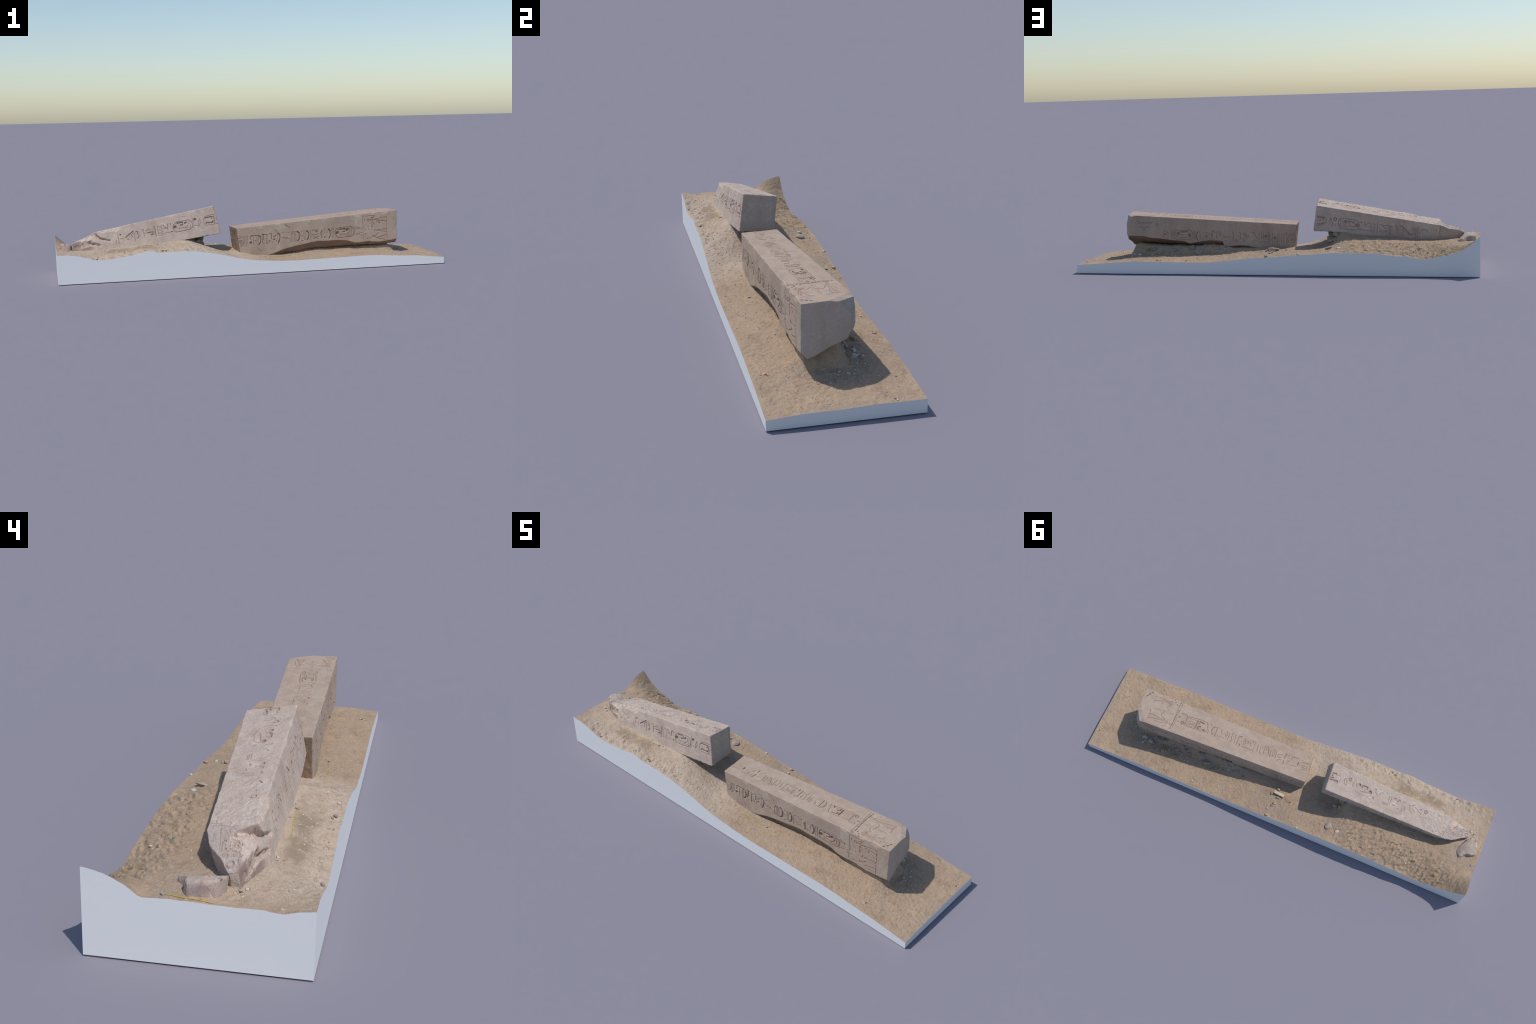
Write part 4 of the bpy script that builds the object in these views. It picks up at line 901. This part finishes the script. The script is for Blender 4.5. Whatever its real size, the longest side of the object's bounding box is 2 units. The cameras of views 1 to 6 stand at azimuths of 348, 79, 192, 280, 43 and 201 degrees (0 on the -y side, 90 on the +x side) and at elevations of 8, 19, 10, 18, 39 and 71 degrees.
def ground_heights():
    X, Y = np.meshgrid(GX, GY, indexing="ij")
    edge = lambda e, v: np.interp(v, *np.array(e).T)
    pts, val = [], []
    for e, place in ((FRONT_EDGE, lambda v: (v, -HALF_Y)), (BACK_EDGE, lambda v: (v, HALF_Y)), (LEFT_EDGE, lambda v: (-HALF_X, v)), (RIGHT_EDGE, lambda v: (HALF_X, v))):
        for v, z in e[1:-1] if e in (LEFT_EDGE, RIGHT_EDGE) else e:
            pts.append(place(v))
            val.append(z)
    for x, y, z in SPOTS:
        pts.append((x, y))
        val.append(z)
    H = thin_plate(pts, val, X, Y)
    # bring the rim of the sheet exactly to the cut profiles
    smooth = lambda e, v: np.convolve(np.pad(edge(e, v), 4, mode="edge"), np.ones(9) / 9, "valid")
    for dist, target, now in ((Y + HALF_Y, smooth(FRONT_EDGE, GX)[:, None], H[:, :1].copy()), (HALF_Y - Y, smooth(BACK_EDGE, GX)[:, None], H[:, -1:].copy()),
                              (X + HALF_X, smooth(LEFT_EDGE, GY)[None], H[:1].copy()), (HALF_X - X, smooth(RIGHT_EDGE, GY)[None], H[-1:].copy())):
        H = H + (target - now) * np.exp(-dist / 0.012)
    # rubble bank that carries the lower shaft, running under its keel
    Yp = Y + 0.024 * smoothstep(0.66, 0.73, X) * smoothstep(0.0, 0.05, Y)
    across = np.interp(Yp, [-0.080, -0.066, -0.03, 0.035, 0.055, 0.078, 0.10], [0, 0.30, 0.62, 1.0, 0.92, 0.35, 0])
    crest = np.interp(X, *np.array(RUBBLE_LINE).T)
    run = smoothstep(0.16, 0.28, X) * smoothstep(0.785, 0.740, X) * np.clip(across * 4, 0, 1)
    bank = 0.072 + (crest - 0.072) * across
    lump = fbm(np.stack([X.ravel(), Y.ravel(), 0 * X.ravel()], 1), 0.022, 3, 60).reshape(X.shape)
    H = H + run * np.clip(bank + 0.004 * lump * across - H, 0, None)
    # surface texture
    flat = np.stack([X.ravel(), Y.ravel(), 0 * X.ravel()], 1)
    at_rim = np.minimum(np.minimum(X + 1, 1 - X), np.minimum(Y + HALF_Y, HALF_Y - Y))
    calm = 0.35 + 0.65 * smoothstep(0.0, 0.012, at_rim)
    T = 0.0016 * fbm(flat, 0.035, 3, 61).reshape(X.shape)
    crumbs = fbm(flat, 0.011, 3, 62).reshape(X.shape)
    T += 0.0017 * crumbs + 0.0007 * fbm(flat, 0.0045, 2, 63).reshape(X.shape)
    rocky = smoothstep(-0.155, -0.195, Y) * smoothstep(-0.97, -0.90, X) * smoothstep(-0.22, -0.32, X)
    T += rocky * 0.0075 * fbm(flat * [1, 0.8, 1], 0.022, 4, 64).reshape(X.shape)
    # trodden slope behind the upper shaft, and prints and pits elsewhere
    r = np.random.default_rng(11)

    def print_in(x, y, long, wide, depth, turn):
        k = int(3.0 * long / (GX[1] - GX[0])) + 2
        i, j = int(np.searchsorted(GX, x)), int(np.searchsorted(GY, y))
        a, b = slice(max(i - k, 0), i + k), slice(max(j - k, 0), j + k)
        dx, dy = X[a, b] - x, Y[a, b] - y
        u, v = dx * math.cos(turn) + dy * math.sin(turn), -dx * math.sin(turn) + dy * math.cos(turn)
        d = np.sqrt((u / long) ** 2 + (v / wide) ** 2)
        T[a, b] += depth * (0.45 * np.exp(-((d - 1.35) / 0.35) ** 2) - np.exp(-(d / 0.8) ** 4))

    for _ in range(110):
        x, y = r.uniform(-0.95, -0.27), r.uniform(0.07, 0.232)
        amount = smoothstep(0.080, 0.150, y + 0.02 * math.sin(9 * x)) * (1 - 0.9 * smoothstep(-0.84, -0.92, x)) * smoothstep(-0.26, -0.42, x)
        print_in(x, y, r.uniform(0.008, 0.015), r.uniform(0.004, 0.007), 0.0046 * amount * r.uniform(0.4, 1.2), r.normal(0.75, 0.35))
    slope = smoothstep(0.072, 0.125, Y) * smoothstep(-0.27, -0.40, X) * (1 - 0.8 * smoothstep(-0.88, -0.95, X))
    sway = 0.02 * fbm(flat, 0.08, 2, 67).reshape(X.shape)
    turned = np.stack([(X * 0.6 + Y * 0.8).ravel() * 0.36, (Y * 0.6 - X * 0.8 + sway).ravel(), 0 * X.ravel()], 1)
    T += slope * 0.0085 * fbm(turned, 0.0105, 3, 66).reshape(X.shape)
    for _ in range(900):
        x, y = r.uniform(-0.95, 0.99), r.uniform(-0.225, 0.225)
        print_in(x, y, r.uniform(0.003, 0.007), r.uniform(0.002, 0.004), r.uniform(0.0006, 0.002), r.uniform(0, 3.2))
    H = H + T * calm
    return H


H = ground_heights()


def ground_at(x, y):
    i = np.clip((x + HALF_X) / (2 * HALF_X) * (NX - 1), 0, NX - 1.001)
    j = np.clip((y + HALF_Y) / (2 * HALF_Y) * (NY - 1), 0, NY - 1.001)
    i0, j0 = int(i), int(j)
    a, b = i - i0, j - j0
    return (H[i0, j0] * (1 - a) + H[i0 + 1, j0] * a) * (1 - b) + (H[i0, j0 + 1] * (1 - a) + H[i0 + 1, j0 + 1] * a) * b


def build_ground():
    thing = empty("desert_ground", "long rectangular strip of tan sandy ground with pale cut sides", "ground base")
    X, Y = np.meshgrid(GX, GY, indexing="ij")
    V = np.stack([X, Y, H], -1).reshape(-1, 3)
    i, j = np.meshgrid(np.arange(NX - 1), np.arange(NY - 1), indexing="ij")
    a = (i * NY + j).ravel()
    F = np.stack([a, a + NY, a + NY + 1, a + 1], 1)
    link(quad_mesh("sand_surface", V, F, M["sand"]), thing)
    # cut block: four plain walls under the rim and a flat bottom
    bm = bmesh.new()
    rims = [[(x, -HALF_Y, H[k, 0]) for k, x in enumerate(GX)], [(HALF_X, y, H[-1, k]) for k, y in enumerate(GY)],
            [(x, HALF_Y, H[k, -1]) for k, x in reversed(list(enumerate(GX)))], [(-HALF_X, y, H[0, k]) for k, y in reversed(list(enumerate(GY)))]]
    for rim in rims:
        up = [bm.verts.new(p) for p in rim]
        dn = [bm.verts.new((p[0], p[1], 0.0)) for p in rim]
        for k in range(len(rim) - 1):
            bm.faces.new((dn[k], dn[k + 1], up[k + 1], up[k]))
    bm.faces.new([bm.verts.new((x, y, 0)) for x, y in ((-HALF_X, -HALF_Y), (-HALF_X, HALF_Y), (HALF_X, HALF_Y), (HALF_X, -HALF_Y))])
    me = bpy.data.meshes.new("cut_block")
    bm.to_mesh(me)
    bm.free()
    me.materials.append(M["wall"])
    link(bpy.data.objects.new("cut_block", me), thing)
    return thing


# ------------------------------------------------------------------ stones and small things
def stone_mesh(name, points, seed, cuts=4, bevel=0.12, rough=0.03, smooth=1):
    """Hull of a few points, bevelled, subdivided and roughened."""
    bm = bmesh.new()
    for p in points:
        bm.verts.new(p)
    hull = bmesh.ops.convex_hull(bm, input=bm.verts)
    bmesh.ops.delete(bm, geom=[v for v in bm.verts if not v.link_faces], context="VERTS")
    size = np.ptp(np.array([v.co[:] for v in bm.verts]), axis=0)
    s = float(np.cbrt(np.prod(np.maximum(size, 1e-4))))
    bmesh.ops.dissolve_limit(bm, angle_limit=0.15, verts=bm.verts, edges=bm.edges)
    bmesh.ops.bevel(bm, geom=list(bm.edges) + list(bm.verts), offset=bevel * s, segments=2, affect="EDGES", clamp_overlap=True)
    bmesh.ops.triangulate(bm, faces=bm.faces)
    for _ in range(cuts):
        long = [e for e in bm.edges if e.calc_length() > 0.12 * s]
        if not long or len(bm.faces) > 9000:
            break
        bmesh.ops.subdivide_edges(bm, edges=long, cuts=1)
        bmesh.ops.triangulate(bm, faces=bm.faces)
    bm.normal_update()
    co = np.array([v.co[:] for v in bm.verts])
    no = np.array([v.normal[:] for v in bm.verts])
    co = co + no * (rough * s * (1.4 * fbm(co, 0.55 * s, 3, seed) + 0.5 * fbm(co, 0.14 * s, 2, seed + 3)))[:, None]
    for v, c in zip(bm.verts, co):
        v.co = c
    bmesh.ops.recalc_face_normals(bm, faces=bm.faces)
    me = bpy.data.meshes.new(name)
    bm.to_mesh(me)
    bm.free()
    me.polygons.foreach_set("use_smooth", np.ones(len(me.polygons), bool))
    return me


def random_hull(r, size, n=14, boxy=0.7):
    p = r.normal(size=(n, 3))
    p /= np.linalg.norm(p, axis=1, keepdims=True)
    p = np.sign(p) * np.abs(p) ** boxy
    return p * (np.array(size) / 2) / np.abs(p).max(0)


def stone(at, size, turn, material, seed, sink=0.3, tilt=(0, 0), name="stone", parent=None, z=None, label="weathered angular grey stone", boxy=0.6):
    r = np.random.default_rng(seed)
    me = stone_mesh(name, random_hull(r, size, 14, boxy), seed)
    me.materials.append(M[material])
    o = bpy.data.objects.new(name, me)
    base = ground_at(*at) if z is None else z
    o.location = (at[0], at[1], base + size[2] * (0.5 - sink) if z is None else z)
    o.rotation_euler = (tilt[0], tilt[1], turn)
    if parent is None:
        return link(o, label=label, category="stone")
    return link(o, parent)


def build_stones():
    # heap behind the lower shaft: a pale slab on smaller stones, and single stones around it
    stone((0.004, 0.106), (0.058, 0.021, 0.014), -0.10, "stone_pale", 101, 0.0, (0.12, -0.03), label="pale flat limestone slab", boxy=0.35)
    stone((0.036, 0.112), (0.018, 0.016, 0.012), 0.5, "stone_tan", 102, 0.2)
    stone((-0.001, 0.124), (0.024, 0.013, 0.011), 0.1, "stone_grey", 103, 0.15)
    stone((0.0135, 0.083), (0.018, 0.018, 0.012), 0.3, "stone_grey", 104, 0.15)
    stone((0.0088, 0.156), (0.020, 0.017, 0.014), 0.4, "stone_tan", 105, 0.2)
    stone((0.0105, 0.168), (0.016, 0.011, 0.009), 0.1, "stone_grey", 106, 0.2)
    stone((0.0265, 0.191), (0.014, 0.013, 0.010), 0.7, "stone_white", 107, 0.25)
    stone((0.018, 0.221), (0.017, 0.015, 0.011), 0.2, "stone_tan", 108, 0.3)
    stone((-0.063, 0.122), (0.008, 0.007, 0.005), 0.2, "stone_red", 109, 0.2, label="small reddish pebble")
    stone((-0.283, 0.162), (0.036, 0.034, 0.017), 0.9, "stone_grey", 110, 0.45, (0.1, 0.12))
    stone((-0.330, 0.172), (0.024, 0.014, 0.011), 0.7, "stone_white", 111, 0.35)
    # stones propping the raised end of the upper shaft
    for at, size, turn, z, seed, mat in (((-0.271, -0.018), (0.046, 0.052, 0.040), 0.1, 0.170, 120, "stone_dark"), ((-0.270, 0.012), (0.046, 0.046, 0.034), 0.4, 0.142, 121, "stone_tan"),
                                         ((-0.287, -0.050), (0.050, 0.050, 0.046), 0.8, 0.152, 122, "stone_dark"), ((-0.300, 0.030), (0.036, 0.026, 0.026), 0.2, 0.172, 123, "stone_grey"),
                                         ((-0.331, 0.040), (0.044, 0.020, 0.018), 0.15, 0.170, 124, "stone_grey"), ((-0.352, 0.038), (0.014, 0.014, 0.013), 0.6, 0.174, 125, "stone_grey"),
                                         ((-0.274, 0.058), (0.026, 0.018, 0.016), 0.5, 0.141, 126, "stone_grey"), ((-0.303, 0.057), (0.032, 0.022, 0.020), 0.2, 0.147, 127, "stone_tan"),
                                         ((-0.267, -0.030), (0.044, 0.060, 0.036), 0.0, 0.135, 128, "stone_tan"), ((-0.320, -0.020), (0.07, 0.08, 0.05), 0.3, 0.168, 129, "stone_dark")):
        stone(at, size, turn, mat, seed, z=z, label="grey prop stone wedged under the shaft", boxy=0.45)
    for at, s, seed in (((-0.255, 0.070), 0.012, 131), ((-0.245, 0.055), 0.009, 132), ((-0.262, 0.085), 0.012, 133), ((-0.236, 0.075), 0.008, 134), ((-0.285, 0.10), 0.007, 135)):
        stone(at, (s * 1.2, s, s * 0.7), seed, "stone_grey", seed, 0.3)
    # rubble on the bank under the lower shaft
    for at, size, turn, seed, mat, sink in (((0.744, 0.092), (0.028, 0.020, 0.013), 0.6, 140, "stone_white", 0.35), ((0.708, 0.100), (0.026, 0.018, 0.010), 0.2, 141, "stone_white", 0.3),
                                            ((0.688, 0.106), (0.014, 0.010, 0.008), 0.1, 142, "stone_grey", 0.3), ((0.400, 0.088), (0.042, 0.034, 0.022), 0.75, 143, "stone_grey", 0.2),
                                            ((0.437, 0.066), (0.030, 0.024, 0.026), 0.3, 144, "stone_dark", 0.2), ((0.605, 0.110), (0.022, 0.016, 0.013), 0.9, 145, "stone_grey", 0.25),
                                            ((0.565, 0.088), (0.028, 0.018, 0.012), 0.4, 146, "stone_grey", 0.25), ((0.504, 0.087), (0.016, 0.014, 0.012), 0.5, 147, "stone_grey", 0.25),
                                            ((0.630, 0.122), (0.024, 0.020, 0.016), 0.5, 148, "stone_tan", 0.4), ((0.563, 0.124), (0.022, 0.015, 0.012), 0.2, 149, "stone_tan", 0.3),
                                            ((0.640, 0.072), (0.026, 0.020, 0.018), 0.1, 150, "stone_dark", 0.3), ((0.668, 0.074), (0.020, 0.018, 0.016), 0.7, 151, "stone_dark", 0.3),
                                            ((0.690, 0.078), (0.022, 0.016, 0.015), 0.4, 152, "stone_grey", 0.3), ((0.520, 0.076), (0.020, 0.016, 0.013), 1.1, 153, "stone_dark", 0.3),
                                            ((0.360, 0.112), (0.020, 0.016, 0.009), 0.4, 154, "stone_dark", 0.35), ((0.772, 0.074), (0.018, 0.013, 0.012), 0.2, 155, "stone_tan", 0.35),
                                            ((0.80, 0.03), (0.012, 0.009, 0.006), 0.2, 156, "stone_white", 0.3), ((0.815, 0.055), (0.014, 0.010, 0.007), 0.9, 157, "stone_white", 0.35)):
        stone(at, size, turn, mat, seed, sink, label="angular stone in the rubble bank")
    # pebbles by the upper shaft and elsewhere
    for at, s, seed, mat in (((-0.758, -0.119), 0.009, 160, "stone_white"), ((-0.767, -0.117), 0.008, 161, "stone_white"), ((-0.691, 0.181), 0.008, 162, "stone_white"),
                             ((0.22, -0.0885), 0.006, 163, "stone_white"), ((0.58, 0.205), 0.010, 164, "stone_tan"), ((0.30, 0.180), 0.009, 165, "stone_white"),
                             ((0.43, 0.205), 0.008, 166, "stone_white"), ((-0.142, 0.226), 0.010, 167, "stone_white"), ((-0.985, -0.165), 0.006, 168, "stone_white"),
                             ((-0.485, -0.205), 0.012, 169, "stone_dark"), ((-0.81, -0.222), 0.010, 170, "stone_dark"), ((-0.47, -0.213), 0.011, 171, "stone_dark"), ((-0.955, -0.04), 0.006, 172, "stone_white"),
                             ((-0.925, -0.085), 0.008, 173, "stone_white"), ((-0.94, -0.075), 0.006, 174, "stone_red")):
        stone(at, (s * 1.2, s, s * 0.7), seed, mat, seed, 0.25, label="small loose pebble")


def build_gravel(thing):
    """Countless grit and pebbles, joined into one part."""
    r = np.random.default_rng(21)
    bm = bmesh.new()
    kinds = ["stone_white", "stone_grey", "stone_tan", "stone_dark"]
    spots = [(r.uniform(-0.98, 0.98), r.uniform(-0.22, 0.22), r.uniform(0.0012, 0.003)) for _ in range(520)]
    spots += [(r.uniform(0.20, 0.80), r.uniform(0.055, 0.125), r.uniform(0.002, 0.0055)) for _ in range(130)]
    spots += [(r.uniform(-0.92, -0.2), r.uniform(-0.225, -0.15), r.uniform(0.0012, 0.0032)) for _ in range(150)]
    spots += [(r.uniform(0.76, 0.86), r.uniform(-0.06, 0.09), r.uniform(0.0012, 0.0034)) for _ in range(110)]
    spots += [(r.normal(-0.935, 0.015), r.normal(-0.07, 0.012), r.uniform(0.001, 0.0026)) for _ in range(40)]
    for x, y, s in spots:
        if abs(x) > 0.995 or abs(y) > 0.228:
            continue
        got = bmesh.ops.create_icosphere(bm, subdivisions=1, radius=1.0)["verts"]
        turn, k = r.uniform(0, 6.28), r.integers(0, 4)
        sx, sy, sz = s * r.uniform(0.8, 1.5), s * r.uniform(0.7, 1.2), s * r.uniform(0.5, 0.9)
        z = ground_at(x, y) + sz * 0.25
        for v in got:
            j = 1 + r.uniform(-0.22, 0.22)
            a, b, c = v.co.x * sx * j, v.co.y * sy * j, v.co.z * sz * j
            v.co = (x + a * math.cos(turn) - b * math.sin(turn), y + a * math.sin(turn) + b * math.cos(turn), z + c)
        if y < -0.14 and k == 3:
            k = 0
        for f in {f for v in got for f in v.link_faces}:
            f.material_index = int(k)
    me = bpy.data.meshes.new("gravel")
    bm.to_mesh(me)
    bm.free()
    for k in kinds:
        me.materials.append(M[k])
    link(bpy.data.objects.new("gravel", me), thing, kind="stuff")


def build_fragment():
    pts = [(-0.9295, -0.0500, 0.1710), (-0.9640, -0.0355, 0.1755), (-0.9760, -0.006, 0.1730), (-0.9795, 0.022, 0.165), (-0.945, 0.038, 0.164), (-0.911, 0.060, 0.150),
           (-0.886, 0.030, 0.137), (-0.9700, -0.0360, 0.128), (-0.946, -0.046, 0.128), (-0.928, -0.040, 0.128), (-0.982, 0.025, 0.128), (-0.955, 0.042, 0.128), (-0.909, 0.062, 0.128), (-0.882, 0.030, 0.126)]
    me = stone_mesh("pyramidion_fragment", pts, 301, cuts=6, bevel=0.016, rough=0.035)
    co = np.array([v.co[:] for v in me.vertices])
    no = np.array([v.normal[:] for v in me.vertices])
    # scooped break on the back, pitted crest, carved sun disc on top
    hollow = np.exp(-(((co[:, 0] + 0.938) / 0.018) ** 2 + ((co[:, 1] - 0.046) / 0.014) ** 2))
    co[:, 1] -= 0.010 * hollow
    pit = np.exp(-(((co[:, 0] + 0.973) / 0.010) ** 2 + ((co[:, 1] + 0.005) / 0.030) ** 2)) * (co[:, 2] > 0.14)
    co[:, 2] -= 0.005 * pit * np.clip(0.4 + fbm(co, 0.008, 3, 302), 0, 1)
    ring = np.abs(np.hypot(co[:, 0] + 0.946, co[:, 1] + 0.012) - 0.009)
    co[:, 2] -= 0.0016 * smoothstep(0.0022, 0.0008, ring) * (no[:, 2] > 0.6)
    me.vertices.foreach_set("co", co.astype(np.float32).ravel())
    me.materials.append(M["fragment"])
    me.materials.append(M["granite_upper"])
    me.update()
    for f in me.polygons:
        if f.normal.z > 0.72 and f.center.z > 0.15:
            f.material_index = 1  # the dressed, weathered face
    link(bpy.data.objects.new("pyramidion_fragment", me), label="mauve broken tip piece of the obelisk point", category="stone fragment")


def build_tape(a, b, weight):
    """Yellow measuring tape laid on the ground, held by a small stone."""
    a, b = np.array(a), np.array(b)
    d = b - a
    side = np.array([-d[1], d[0]]) / np.linalg.norm(d) * 0.0006
    bm = bmesh.new()
    n, prev = 40, None
    line = [a + d * k / n + side * 0.6 * math.sin(3.0 * k / n) for k in range(n + 1)]
    level = np.array([max(ground_at(*(c + s * side)) for s in (-1, 0, 1)) for c in line])
    level = np.convolve(np.pad(level, 5, mode="edge"), np.ones(11) / 11, "valid") + 0.0011
    for c, z in zip(line, level):
        ring = [bm.verts.new((*(c + s * side), z + h)) for s, h in ((-1, 0), (1, 0), (1, 0.0009), (-1, 0.0009))]
        if prev:
            for q in range(4):
                bm.faces.new((prev[q], prev[(q + 1) % 4], ring[(q + 1) % 4], ring[q]))
        else:
            bm.faces.new(ring[::-1])
        prev = ring
    bm.faces.new(prev)
    me = bpy.data.meshes.new("measuring_tape")
    bm.to_mesh(me)
    bm.free()
    me.materials.append(M["tape_yellow"])
    t = link(bpy.data.objects.new("measuring_tape", me), label="thin yellow measuring tape held by a stone", category="measuring tape")
    stone(weight, (0.013, 0.010, 0.006), 0.3, "stone_grey", 401, 0.15, name="weight_stone", parent=t)


def build_litter(at, colours, turn, label):
    """Tiny crumpled packet in two or three colours."""
    name = "crumpled_packet"
    thing = empty(name, label, "litter", (at[0], at[1], ground_at(*at)))
    for k, c in enumerate(colours):
        r = np.random.default_rng(500 + k)
        me = stone_mesh("packet_panel", random_hull(r, (0.0075, 0.0055, 0.003), 10, 0.4), 500 + k, cuts=2, rough=0.06)
        me.materials.append(M[c])
        o = bpy.data.objects.new("packet_panel", me)
        off = (k - (len(colours) - 1) / 2) * 0.0068
        o.location = (off * math.cos(turn), off * math.sin(turn), 0.0016)
        o.rotation_euler = (0.1 * k, 0.15, turn + 0.2 * k)
        link(o, thing)


build_lower_shaft()
build_upper_shaft()
desert = build_ground()
build_gravel(desert)
build_stones()
build_fragment()
build_tape((-0.639, -0.131), (-0.509, -0.1265), (-0.502, -0.124))
build_tape((0.0426, -0.1413), (0.184, -0.130), (0.183, -0.1305))
build_tape((-0.9945, -0.032), (-0.984, 0.066), (-0.9825, 0.071))
build_litter((0.771, -0.185), ("litter_white", "litter_red", "litter_white"), 1.2, "small red and white crumpled packet")
build_litter((0.985, 0.145), ("litter_blue", "litter_white"), 0.6, "small blue and white crumpled packet")
build_litter((-0.6956, 0.1276), ("litter_green",), 0.2, "tiny green scrap of plastic")
